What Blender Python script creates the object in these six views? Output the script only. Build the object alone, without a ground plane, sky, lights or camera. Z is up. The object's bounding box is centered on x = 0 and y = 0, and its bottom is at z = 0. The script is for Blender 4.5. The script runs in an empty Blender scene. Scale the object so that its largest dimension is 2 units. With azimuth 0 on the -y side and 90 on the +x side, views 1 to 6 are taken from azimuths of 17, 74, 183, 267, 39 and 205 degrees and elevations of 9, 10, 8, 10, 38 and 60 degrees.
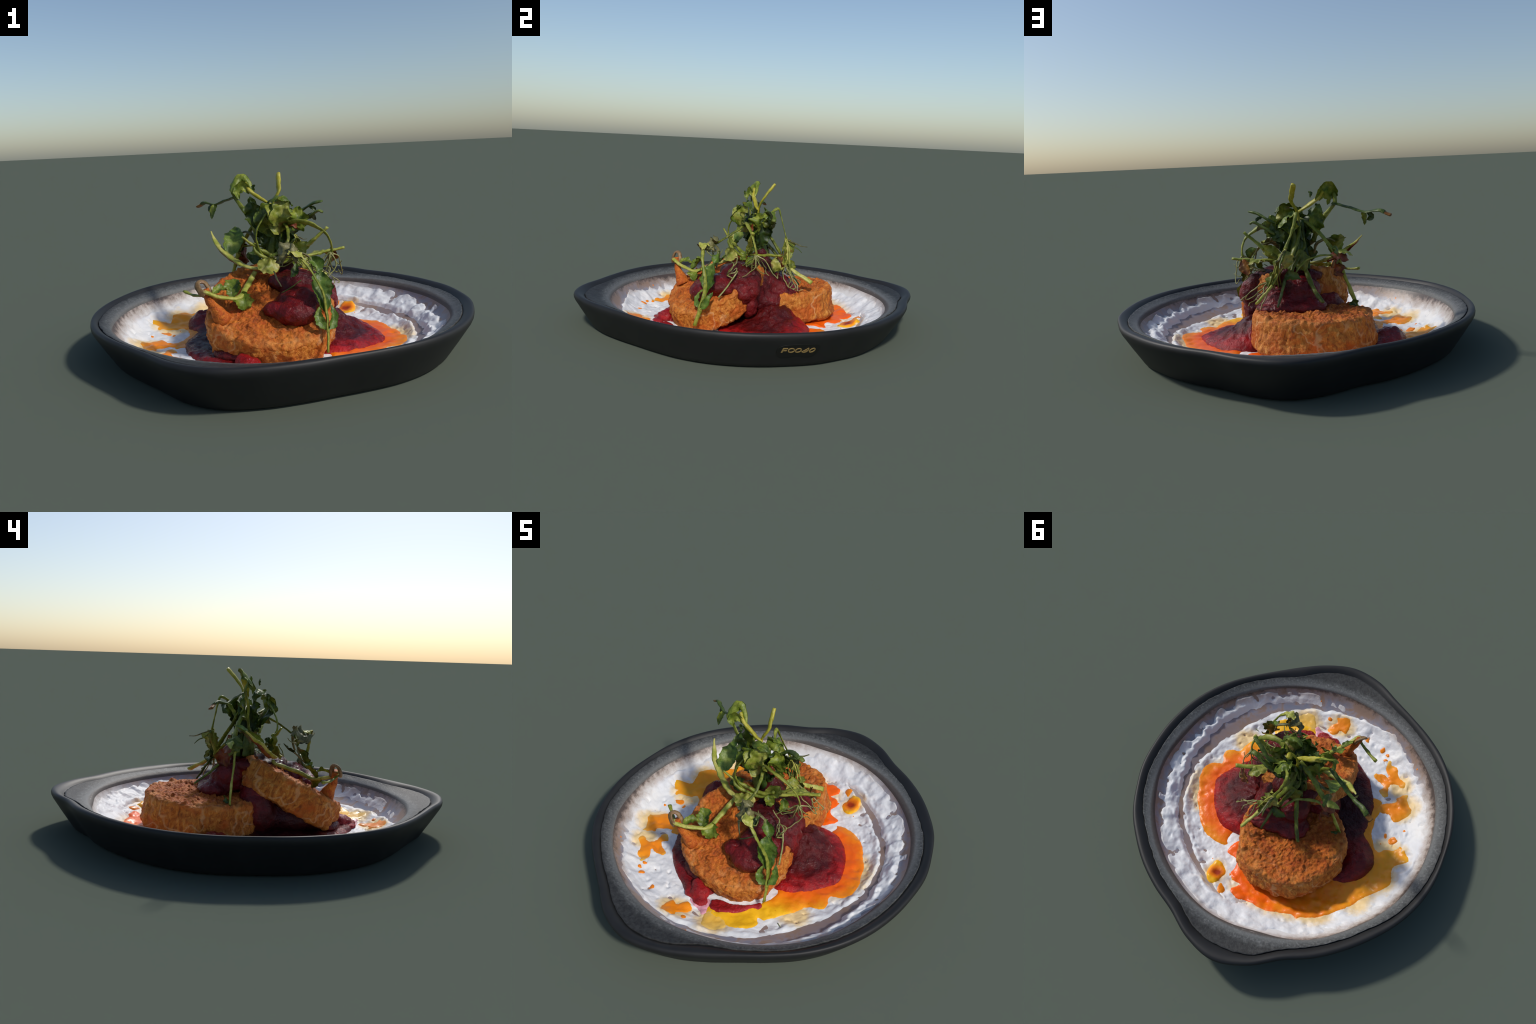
import bpy, bmesh, math, random
import numpy as np
from mathutils import Vector, Matrix
from mathutils.geometry import delaunay_2d_cdt

SEED = 7
rng = random.Random(SEED)
TAU = math.tau

# ------------------------------------------------------------------ noise
_perm = np.random.RandomState(11).permutation(256)
_perm = np.concatenate([_perm, _perm, _perm])
_grad = np.random.RandomState(12).normal(size=(256, 3))
_grad /= np.linalg.norm(_grad, axis=1)[:, None]


def perlin(p):
    """gradient noise, p is (n,3), result about -0.7..0.7"""
    p = np.asarray(p, float)
    i = np.floor(p).astype(int)
    f = p - i
    u = f * f * f * (f * (f * 6 - 15) + 10)
    i &= 255
    out = np.zeros(len(p))
    for dx in (0, 1):
        for dy in (0, 1):
            for dz in (0, 1):
                h = _perm[_perm[_perm[(i[:, 0] + dx) & 255] + ((i[:, 1] + dy) & 255)] + ((i[:, 2] + dz) & 255)]
                g = _grad[h]
                d = f - np.array([dx, dy, dz])
                w = (u[:, 0] if dx else 1 - u[:, 0]) * (u[:, 1] if dy else 1 - u[:, 1]) * (u[:, 2] if dz else 1 - u[:, 2])
                out += w * (g * d).sum(1)
    return out


def fbm(p, scale, octaves=3, gain=0.5, offset=0.0):
    p = np.asarray(p, float) * scale + offset
    out, amp = np.zeros(len(p)), 1.0
    for _ in range(octaves):
        out += amp * perlin(p)
        p = p * 2.03 + 17.1
        amp *= gain
    return out


def sstep(a, b, x):
    t = np.clip((np.asarray(x, float) - a) / (b - a), 0, 1)
    return t * t * (3 - 2 * t)


# ------------------------------------------------------------------ scene helpers
def link(ob, parent=None):
    bpy.context.scene.collection.objects.link(ob)
    if parent is not None:
        ob.parent = parent
    return ob


def empty(name, label, category):
    ob = bpy.data.objects.new(name, None)
    ob["label"], ob["category"] = label, category
    return link(ob)


def mesh_obj(name, verts, faces, mat, parent=None, smooth=True, origin=None):
    me = bpy.data.meshes.new(name)
    v = np.asarray(verts, float)
    if origin is not None:
        v = v - np.asarray(origin, float)
    me.from_pydata(v.tolist(), [], [tuple(int(k) for k in f) for f in faces])
    me.update()
    if smooth:
        me.polygons.foreach_set("use_smooth", [True] * len(me.polygons))
    if mat is not None:
        me.materials.append(mat)
    ob = bpy.data.objects.new(name, me)
    if origin is not None:
        ob.location = origin
    return link(ob, parent)


def grid_faces(rows, cols, wrap=True, flip=False):
    out = []
    for r in range(rows - 1):
        for c in range(cols if wrap else cols - 1):
            a, b = r * cols + c, r * cols + (c + 1) % cols
            q = (a, b, b + cols, a + cols)
            out.append(q[::-1] if flip else q)
    return out


def catmull(pts, n, closed=False):
    P = np.asarray(pts, float)
    m = len(P)
    segs = m if closed else m - 1
    t = np.linspace(0, segs, n, endpoint=not closed)
    i = np.minimum(t.astype(int), segs - 1)
    f = (t - i)[:, None]

    def at(k):
        return P[k % m] if closed else P[np.clip(k, 0, m - 1)]
    p0, p1, p2, p3 = at(i - 1), at(i), at(i + 1), at(i + 2)
    if not closed:
        p0 = np.where((i == 0)[:, None], 2 * P[0] - P[1], p0)
        p3 = np.where((i == segs - 1)[:, None], 2 * P[-1] - P[-2], p3)
    return 0.5 * (2 * p1 + (p2 - p0) * f + (2 * p0 - 5 * p1 + 4 * p2 - p3) * f ** 2 + (3 * p1 - p0 - 3 * p2 + p3) * f ** 3)


# ------------------------------------------------------------------ material helpers
class Nodes:
    def __init__(self, name):
        self.mat = bpy.data.materials.new(name)
        self.mat.use_nodes = True
        self.t = self.mat.node_tree
        self.t.nodes.clear()
        self.out = self.t.nodes.new("ShaderNodeOutputMaterial")
        self.bsdf = self.t.nodes.new("ShaderNodeBsdfPrincipled")
        self.t.links.new(self.bsdf.outputs[0], self.out.inputs[0])
        self.tc = self.t.nodes.new("ShaderNodeTexCoord")

    def node(self, kind, **inputs):
        n = self.t.nodes.new(kind)
        for k, v in inputs.items():
            self.put(n.inputs[k.replace("_", " ")], v)
        return n

    def put(self, sock, v):
        if isinstance(v, bpy.types.NodeSocket):
            self.t.links.new(v, sock)
        else:
            sock.default_value = v

    def set(self, **kw):
        for k, v in kw.items():
            self.put(self.bsdf.inputs[k.replace("_", " ")], v)

    @property
    def obj(self):
        return self.tc.outputs["Object"]

    def mapping(self, vec, scale=(1, 1, 1), loc=(0, 0, 0), rot=(0, 0, 0)):
        n = self.node("ShaderNodeMapping", Vector=vec)
        n.inputs["Scale"].default_value, n.inputs["Location"].default_value, n.inputs["Rotation"].default_value = scale, loc, rot
        return n.outputs[0]

    def noise(self, scale, detail=3, rough=0.55, vec=None, dist=0.0):
        n = self.node("ShaderNodeTexNoise", Vector=vec or self.obj, Scale=scale, Detail=detail, Roughness=rough, Distortion=dist)
        return n.outputs["Fac"]

    def voronoi(self, scale, vec=None, feature="F1"):
        n = self.node("ShaderNodeTexVoronoi", Vector=vec or self.obj, Scale=scale)
        n.feature = feature
        return n.outputs["Distance"]

    def ramp(self, fac, stops, interp="LINEAR"):
        n = self.node("ShaderNodeValToRGB", Fac=fac)
        n.color_ramp.interpolation = interp
        e = n.color_ramp.elements
        while len(e) < len(stops):
            e.new(0.5)
        for el, (p, c) in zip(e, stops):
            el.position = p
            el.color = (c, c, c, 1) if isinstance(c, (int, float)) else (*c, 1)
        return n.outputs[0]

    def mix(self, fac, a, b, mode="MIX"):
        n = self.t.nodes.new("ShaderNodeMix")
        n.data_type, n.blend_type = "RGBA", mode
        self.put(n.inputs[0], fac)
        for s, v in ((n.inputs[6], a), (n.inputs[7], b)):
            self.put(s, (*v, 1) if isinstance(v, tuple) and len(v) == 3 else v)
        return n.outputs[2]

    def math(self, op, a, b=0.0, clamp=False):
        n = self.t.nodes.new("ShaderNodeMath")
        n.operation, n.use_clamp = op, clamp
        self.put(n.inputs[0], a)
        self.put(n.inputs[1], b)
        return n.outputs[0]

    def range(self, v, a, b, c=0.0, d=1.0, smooth=True):
        n = self.t.nodes.new("ShaderNodeMapRange")
        n.interpolation_type = "SMOOTHSTEP" if smooth else "LINEAR"
        self.put(n.inputs[0], v)
        for k, x in zip((1, 2, 3, 4), (a, b, c, d)):
            n.inputs[k].default_value = x
        return n.outputs[0]

    def xyz(self, vec=None):
        return self.node("ShaderNodeSeparateXYZ", Vector=vec or self.obj).outputs

    def radius(self, vec=None):
        """distance from the object's z axis"""
        m = self.mapping(vec or self.obj, scale=(1, 1, 0))
        n = self.t.nodes.new("ShaderNodeVectorMath")
        n.operation = "LENGTH"
        self.put(n.inputs[0], m)
        return n.outputs["Value"]

    def dist_to(self, point, vec=None, scale=(1, 1, 1)):
        n = self.t.nodes.new("ShaderNodeVectorMath")
        n.operation = "SUBTRACT"
        self.put(n.inputs[0], vec or self.obj)
        n.inputs[1].default_value = point
        s = self.mapping(n.outputs[0], scale=scale)
        l = self.t.nodes.new("ShaderNodeVectorMath")
        l.operation = "LENGTH"
        self.put(l.inputs[0], s)
        return l.outputs["Value"]

    def bump(self, height, strength=0.3, distance=0.01):
        n = self.node("ShaderNodeBump", Height=height, Strength=strength, Distance=distance)
        self.put(self.bsdf.inputs["Normal"], n.outputs[0])


# ------------------------------------------------------------------ materials
def mat_black_body():
    m = Nodes("black_stoneware")
    c = m.ramp(m.noise(9, 4), [(0.3, (0.0135, 0.0135, 0.014)), (0.7, (0.018, 0.018, 0.018))])
    m.set(Base_Color=c, Roughness=0.52, Specular_IOR_Level=0.33)
    m.bump(m.noise(160, 2), 0.06, 0.002)
    return m.mat


def mat_glaze_band():
    m = Nodes("speckled_grey_glaze")
    r = m.radius()
    grain = m.noise(85, 5, 0.62)
    streak = m.noise(26, 4, 0.6)
    light = m.ramp(grain, [(0.32, (0.045, 0.047, 0.046)), (0.5, (0.082, 0.085, 0.083)), (0.70, (0.155, 0.159, 0.154))])
    dark = m.ramp(m.noise(60, 4, 0.7), [(0.3, (0.012, 0.012, 0.012)), (0.7, (0.045, 0.046, 0.045))])
    far = m.range(m.math("ADD", r, m.math("MULTIPLY", m.math("SUBTRACT", streak, 0.5), 0.06)), 0.832, 0.872)
    pale = m.range(m.math("ADD", r, m.math("MULTIPLY", m.math("SUBTRACT", grain, 0.5), 0.03)), 0.838, 0.806, 0, 0.5)
    light = m.mix(pale, light, (0.20, 0.205, 0.20))
    c = m.mix(far, light, dark)
    edge = m.range(r, 0.812, 0.797)
    c = m.mix(m.math("MULTIPLY", edge, 0.75), c, (0.075, 0.055, 0.045))
    m.set(Base_Color=c, Roughness=0.6, Specular_IOR_Level=0.35)
    m.bump(grain, 0.35, 0.005)
    return m.mat


def mat_well():
    m = Nodes("cloudy_white_glaze")
    r = m.radius()
    x, y, z = m.xyz()
    side = m.math("SUBTRACT", m.math("MULTIPLY", x, 0.8), m.math("MULTIPLY", y, 0.75))
    lil = m.range(m.math("ADD", side, m.math("MULTIPLY", m.noise(7, 3), 0.3)), -0.30, 0.15)
    cloud = m.ramp(m.noise(11, 4, 0.6, dist=0.6), [(0.36, (0.25, 0.27, 0.34)), (0.48, (0.33, 0.30, 0.33)), (0.58, (0.34, 0.235, 0.18))])
    white = m.ramp(m.noise(9, 4), [(0.3, (0.68, 0.665, 0.645)), (0.7, (0.78, 0.77, 0.75))])
    c = m.mix(lil, white, cloud)
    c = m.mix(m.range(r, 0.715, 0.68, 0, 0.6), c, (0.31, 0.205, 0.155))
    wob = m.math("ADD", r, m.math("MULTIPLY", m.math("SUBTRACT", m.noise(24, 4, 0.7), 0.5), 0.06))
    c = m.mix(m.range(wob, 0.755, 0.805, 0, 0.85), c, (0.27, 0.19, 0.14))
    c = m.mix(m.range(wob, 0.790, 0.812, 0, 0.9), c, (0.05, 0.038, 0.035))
    m.set(Base_Color=c, Roughness=0.42, Specular_IOR_Level=0.4)
    m.bump(m.noise(60, 3), 0.1, 0.004)
    return m.mat


def mat_cream():
    m = Nodes("whipped_yogurt")
    r = m.radius()
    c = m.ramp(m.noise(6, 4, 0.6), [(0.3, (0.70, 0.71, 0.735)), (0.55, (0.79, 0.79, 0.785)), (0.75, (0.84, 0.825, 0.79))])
    warm = m.range(m.math("ADD", r, m.math("MULTIPLY", m.math("SUBTRACT", m.noise(24, 4, 0.7), 0.5), 0.05)), 0.745, 0.79, 0, 0.75)
    c = m.mix(warm, c, (0.42, 0.32, 0.26))
    # oil has soaked in round the splashes
    edge = m.math("MULTIPLY", m.math("SUBTRACT", m.noise(20, 4, 0.65), 0.5), 0.75)
    total = None
    for x, y, rx, ry in ((-0.60, 0.04, 0.13, 0.11), (-0.60, 0.20, 0.12, 0.12), (-0.53, 0.36, 0.11, 0.11), (-0.60, -0.27, 0.09, 0.10), (-0.53, -0.40, 0.08, 0.09), (-0.05, -0.655, 0.10, 0.08), (0.16, -0.60, 0.11, 0.10),
                         (0.44, -0.32, 0.10, 0.09), (-0.10, 0.56, 0.26, 0.09), (0.50, 0.05, 0.14, 0.20), (-0.33, 0.53, 0.14, 0.09), (0.235, 0.54, 0.07, 0.09)):
        n = m.t.nodes.new("ShaderNodeVectorMath")
        n.operation = "SUBTRACT"
        m.put(n.inputs[0], m.obj)
        n.inputs[1].default_value = (x, y, 0)
        k = m.radius(m.mapping(n.outputs[0], scale=(1 / rx, 1 / ry, 0)))
        f = m.range(m.math("ADD", k, edge), 1.15, 0.55)
        total = f if total is None else m.math("MAXIMUM", total, f)
    c = m.mix(m.math("MULTIPLY", total, 0.65), c, (0.88, 0.54, 0.06))
    m.set(Base_Color=c, Roughness=0.5, Specular_IOR_Level=0.35)
    m.bump(m.noise(27, 3, 0.5), 0.40, 0.012)
    return m.mat


def mat_oil(name, hot, edge, deep=(0.90, 0.17, 0.006), mid=(0.90, 0.30, 0.010), rim=(0.94, 0.48, 0.012), grade=None):
    """orange oil: hottest within `hot` metres of the object's origin, golden beyond `edge`"""
    m = Nodes(name)
    d = m.radius()
    if grade is not None:
        x, y, z = m.xyz()
        d = m.math("ADD", m.math("MULTIPLY", x, grade[0]), m.math("MULTIPLY", y, grade[1]))
    d = m.math("ADD", d, m.math("MULTIPLY", m.math("SUBTRACT", m.noise(14, 4, 0.6), 0.5), (edge - hot) * 0.9))
    f = m.range(d, hot, edge, smooth=False)
    c = m.ramp(f, [(0.0, deep), (0.5, mid), (1.0, rim)])
    fleck = m.ramp(m.noise(75, 2), [(0.70, 0.0), (0.76, 1.0)])
    c = m.mix(m.math("MULTIPLY", fleck, 0.5), c, (0.55, 0.10, 0.01))
    m.set(Base_Color=c, Roughness=0.35, Specular_IOR_Level=0.35)
    m.bump(m.noise(40, 3), 0.25, 0.008)
    return m.mat


def mat_jam(name, core, thin, lo, hi, dark=(0.024, 0.005, 0.006)):
    """cooked berries: clear red where it thins out (beyond `hi` from the origin), near black inside"""
    m = Nodes(name)
    d = m.math("ADD", m.radius(), m.math("MULTIPLY", m.math("SUBTRACT", m.noise(16, 4, 0.6), 0.5), 0.10))
    c = m.mix(m.range(d, lo, hi), core, thin)
    blot = m.ramp(m.noise(13, 5, 0.65, dist=0.8), [(0.36, 0.0), (0.62, 1.0)])
    c = m.mix(m.math("MULTIPLY", blot, 0.6), c, dark)
    haze = m.ramp(m.noise(30, 5, 0.7, dist=1.5), [(0.60, 0.0), (0.72, 1.0)])
    c = m.mix(m.math("MULTIPLY", haze, 0.22), c, (0.24, 0.05, 0.05))
    m.set(Base_Color=c, Roughness=0.13, Specular_IOR_Level=0.30)
    h = m.math("ADD", m.noise(26, 4, 0.6), m.math("MULTIPLY", m.noise(80, 4, 0.65), 0.7))
    m.bump(h, 0.75, 0.013)
    return m.mat


def mat_crust(name, jam_zone=None):
    m = Nodes(name)
    x, y, z = m.xyz()
    n1 = m.noise(10, 5, 0.65)
    n2 = m.noise(55, 5, 0.7)
    c = m.ramp(n1, [(0.3, (0.29, 0.055, 0.006)), (0.48, (0.50, 0.118, 0.010)), (0.66, (0.66, 0.21, 0.022))])
    c = m.mix(m.ramp(n2, [(0.56, 0.0), (0.70, 0.6)]), c, (0.80, 0.30, 0.065))
    c = m.mix(m.ramp(n2, [(0.34, 0.9), (0.48, 0.0)]), c, (0.14, 0.024, 0.004))
    rust = m.ramp(m.noise(22, 4, 0.65, dist=0.5), [(0.50, 0.0), (0.66, 0.7)])
    c = m.mix(rust, c, (0.40, 0.055, 0.008))
    # fibrous golden flank below the crusted face
    fib = m.noise(26, 5, 0.7, vec=m.mapping(m.obj, scale=(1, 1, 0.6)), dist=1.8)
    flank = m.ramp(fib, [(0.30, (0.17, 0.045, 0.007)), (0.45, (0.44, 0.125, 0.014)), (0.60, (0.62, 0.24, 0.035)), (0.75, (0.72, 0.42, 0.15))])
    flank = m.mix(m.ramp(m.noise(7, 3, 0.6), [(0.48, 0.0), (0.60, 0.75)]), flank, (0.50, 0.10, 0.010))
    vn = m.math('ABSOLUTE', m.math('SUBTRACT', m.noise(5, 2, 0.5, dist=0.3), 0.5))
    flank = m.mix(m.range(vn, 0.020, 0.002, 0, 0.40), flank, (0.76, 0.47, 0.22))
    r = m.radius()
    c = m.mix(m.math("MULTIPLY", m.range(z, 0.012, -0.03), m.range(r, 0.15, 0.22)), c, flank)
    rimline = m.math('MULTIPLY', m.range(r, 0.235, 0.27), m.math('MULTIPLY', m.range(z, -0.035, -0.006), m.range(z, 0.022, 0.004)))
    c = m.mix(m.math('MULTIPLY', rimline, m.ramp(m.noise(16, 4), [(0.47, 0.0), (0.62, 0.5)])), c, (0.74, 0.31, 0.075))
    m.set(Base_Color=c, Roughness=0.62, Specular_IOR_Level=0.3)
    h = m.math("ADD", m.math("MULTIPLY", n2, 0.7), m.math("MULTIPLY", m.noise(140, 3, 0.6), 0.35))
    m.bump(h, 0.9, 0.012)
    return m.mat


def mat_green(name, a, b, c3, tip=None, rough=0.42, scale=14):
    m = Nodes(name)
    info = m.t.nodes.new("ShaderNodeObjectInfo")
    n = m.math("ADD", m.noise(scale, 4, 0.6), m.math("MULTIPLY", m.math("SUBTRACT", info.outputs["Random"], 0.5), 0.22))
    c = m.ramp(n, [(0.30, a), (0.5, b), (0.70, c3)])
    vein = m.noise(60, 3, 0.6, vec=m.mapping(m.obj, scale=(1, 1, 0.35)))
    c = m.mix(m.ramp(vein, [(0.52, 0.0), (0.70, 0.5)]), c, c3)
    if tip is not None:
        c = m.mix(m.ramp(m.noise(9, 3, 0.6, dist=0.5), [(0.60, 0.0), (0.68, 0.85)]), c, tip)
    mot = m.noise(34, 4, 0.65, dist=0.8)
    c = m.mix(m.ramp(mot, [(0.34, 0.65), (0.48, 0.0)]), c, a)
    c = m.mix(m.ramp(mot, [(0.56, 0.0), (0.70, 0.5)]), c, tuple(min(1.0, v * 1.25 + 0.02) for v in c3))
    m.set(Base_Color=c, Roughness=rough, Specular_IOR_Level=0.4)
    m.bump(m.math('ADD', vein, mot), 0.35, 0.007)
    tr = m.node("ShaderNodeBsdfTranslucent", Color=c)
    mx = m.t.nodes.new("ShaderNodeMixShader")
    mx.inputs[0].default_value = 0.18
    m.t.links.new(m.bsdf.outputs[0], mx.inputs[1])
    m.t.links.new(tr.outputs[0], mx.inputs[2])
    m.t.links.new(mx.outputs[0], m.out.inputs[0])
    return m.mat


def mat_plain(name, col, rough=0.5, vary=0.12, scale=30):
    m = Nodes(name)
    lo, hi = tuple(v * (1 - vary) for v in col), tuple(v * (1 + vary) for v in col)
    m.set(Base_Color=m.ramp(m.noise(scale, 3), [(0.35, lo), (0.65, hi)]), Roughness=rough, Specular_IOR_Level=0.4)
    return m.mat


# ------------------------------------------------------------------ the plate
# polar profiles, one radius every 10 degrees counter-clockwise from +x
RIM = [0.897, 0.902, 0.896, 0.902, 0.897, 0.900, 0.904, 0.913, 0.969, 1.005, 0.971, 0.914, 0.910, 0.902, 0.901, 0.906, 0.908, 0.903, 0.894, 0.902, 0.908, 0.911, 0.915, 0.910, 0.909, 0.929, 0.983, 1.006, 0.974, 0.932, 0.901, 0.895, 0.902, 0.906, 0.905, 0.901]
WELL = [0.798, 0.8, 0.791, 0.79, 0.786, 0.785, 0.786, 0.792, 0.797, 0.792, 0.785, 0.799, 0.812, 0.805, 0.804, 0.811, 0.816, 0.81, 0.808, 0.81, 0.817, 0.824, 0.818, 0.813, 0.806, 0.808, 0.811, 0.813, 0.807, 0.802, 0.805, 0.808, 0.81, 0.809, 0.798, 0.791]
BAND = [0.845, 0.847, 0.848, 0.844, 0.832, 0.836, 0.844, 0.852, 0.909, 0.924, 0.917, 0.862, 0.852, 0.848, 0.846, 0.862, 0.864, 0.867, 0.867, 0.865, 0.868, 0.875, 0.869, 0.864, 0.867, 0.881, 0.925, 0.945, 0.919, 0.86, 0.854, 0.856, 0.857, 0.855, 0.851, 0.846]


def polar(table):
    th = np.arange(0, 361, 10) * math.pi / 180
    vals = np.array(table + table[:1])
    k = np.array([0.25, 0.5, 0.25])
    c = np.array(table)
    c = k[0] * np.roll(c, 1) + k[1] * c + k[2] * np.roll(c, -1)
    c = 0.2 * c + 0.8 * np.array(table)
    n = len(c)

    def f(a):
        t = (np.asarray(a, float) % TAU) / TAU * n
        i = np.floor(t).astype(int) % n
        u = t - np.floor(t)
        p0, p1, p2, p3 = c[(i - 1) % n], c[i], c[(i + 1) % n], c[(i + 2) % n]
        return 0.5 * (2 * p1 + (p2 - p0) * u + (2 * p0 - 5 * p1 + 4 * p2 - p3) * u ** 2 + (3 * p1 - p0 - 3 * p2 + p3) * u ** 3)
    return f


rim_r, well_r, band_r = polar(RIM), polar(WELL), polar(BAND)


def loft(rings, name, mat, parent, cap_last=False, cap_first=False):
    """rings: list of (r(theta) array, z(theta) array)"""
    n = len(rings[0][0])
    th = np.arange(n) * TAU / n
    v = np.concatenate([np.stack([r * np.cos(th), r * np.sin(th), z * np.ones(n)], 1) for r, z in rings])
    f = grid_faces(len(rings), n)
    if cap_last:
        f.append(tuple(range((len(rings) - 1) * n, len(rings) * n)))
    if cap_first:
        f.append(tuple(range(n))[::-1])
    return mesh_obj(name, v, f, mat, parent)


def lathe_smooth(points, sub):
    return catmull(points, sub)


# the bowl is shallower on the +x +y side, steeper on the opposite side
WELL_EASY = catmull([(0.15, 0.012), (0.40, 0.012), (0.53, 0.0135), (0.585, 0.022), (0.63, 0.042), (0.675, 0.062), (0.72, 0.081), (0.765, 0.104), (0.793, 0.132), (0.812, 0.158)], 120)
WELL_STEEP = catmull([(0.15, 0.012), (0.40, 0.012), (0.57, 0.012), (0.64, 0.016), (0.69, 0.029), (0.728, 0.051), (0.760, 0.084), (0.784, 0.117), (0.800, 0.141), (0.812, 0.158)], 120)


def build_plate():
    plate = empty("serving_plate", "black stoneware serving plate with two blunt lug handles", "plate")
    n = 360
    th = np.arange(n) * TAU / n
    ro, rg, rw = rim_r(th), band_r(th), well_r(th)
    # body: from under the glaze band, over the rounded rim, down the raked wall to the flat foot
    rings = []
    inner = rg - 0.02
    rings.append((inner, np.full(n, 0.155)))
    rings.append((inner + 0.005, np.full(n, 0.166)))
    w = ro - rg
    for s, z in ((0.02, 0.174), (0.15, 0.181), (0.32, 0.189), (0.50, 0.194), (0.66, 0.1965), (0.80, 0.1965), (0.90, 0.194), (0.965, 0.189), (1.0, 0.181)):
        rings.append((rg + w * s, np.full(n, z)))
    for off, z in ((0.001, 0.172), (0.007, 0.158), (0.028, 0.124), (0.052, 0.085), (0.076, 0.048), (0.090, 0.026), (0.099, 0.012), (0.110, 0.004), (0.126, 0.0), (0.30, 0.0)):
        rings.append((ro - off, np.full(n, z)))
    loft(rings, "body", mat_black_body(), plate, cap_last=True)
    # raised ring of grey glaze with a ragged outer edge
    edge = np.stack([np.cos(th) * 9, np.sin(th) * 9, th * 0], 1)
    rag = 0.0055 * fbm(edge, 1.0, 4, 0.6) + 0.004 * fbm(edge, 3.1, 2)
    ra = rg + rag
    rows = [(rw - 0.006, np.full(n, 0.140)), (rw - 0.001, np.full(n, 0.1545))]
    for s in (0.08, 0.2, 0.35, 0.5, 0.65, 0.8, 0.92, 0.98):
        rr = rw + (ra - rw) * s
        zz = 0.1555 + 0.0265 * s ** 0.75
        edge2 = np.stack([rr * np.cos(th), rr * np.sin(th), 0 * th], 1)
        rows.append((rr, zz + 0.0022 * fbm(edge2, 30, 3)))
    rows += [(ra, np.full(n, 0.1795)), (ra + 0.0008, np.full(n, 0.172)), (ra - 0.012, np.full(n, 0.160))]
    loft(rows, "glaze_band", mat_glaze_band(), plate)
    # inside of the bowl
    rows = []
    for r in np.concatenate([np.linspace(0.822, 0.56, 60), np.linspace(0.54, 0.02, 16)]):
        rr = r + (rw - 0.806) * sstep(0.45, 0.81, r)
        rows.append((rr, well_z(rr * np.cos(th), rr * np.sin(th))))
    loft(rows, "well", mat_well(), plate, cap_last=True)
    build_emblem(plate)
    return plate




def well_z(x, y):
    r, th = np.hypot(x, y), np.arctan2(y, x)
    f = sstep(0.45, 0.81, r)
    r = r - (well_r(th) - 0.806) * f
    k = 0.5 + 0.5 * np.cos(th - math.radians(40))
    return k * np.interp(r, WELL_EASY[:, 0], WELL_EASY[:, 1]) + (1 - k) * np.interp(r, WELL_STEEP[:, 0], WELL_STEEP[:, 1])


# a spoon has ploughed an arc round the +x and -y side: groove and outer ridge, radius against angle (degrees)
GROOVE = np.array([(-118, 0.775, 0.001), (-98, 0.765, 0.016), (-80, 0.755, 0.028), (-62, 0.735, 0.036), (-50, 0.715, 0.038), (-40, 0.690, 0.034), (-28, 0.672, 0.030), (-14, 0.665, 0.023), (-4, 0.668, 0.016), (8, 0.660, 0.011),
                   (19, 0.655, 0.008), (30, 0.650, 0.011), (46, 0.632, 0.012), (60, 0.638, 0.011), (72, 0.655, 0.007), (80, 0.668, 0.002)])
RIDGE = np.array([(-78, 0.768), (-60, 0.765), (-44, 0.755), (-32, 0.748), (-20, 0.728), (-8, 0.714), (5, 0.705), (15, 0.715), (26, 0.71)])


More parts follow.
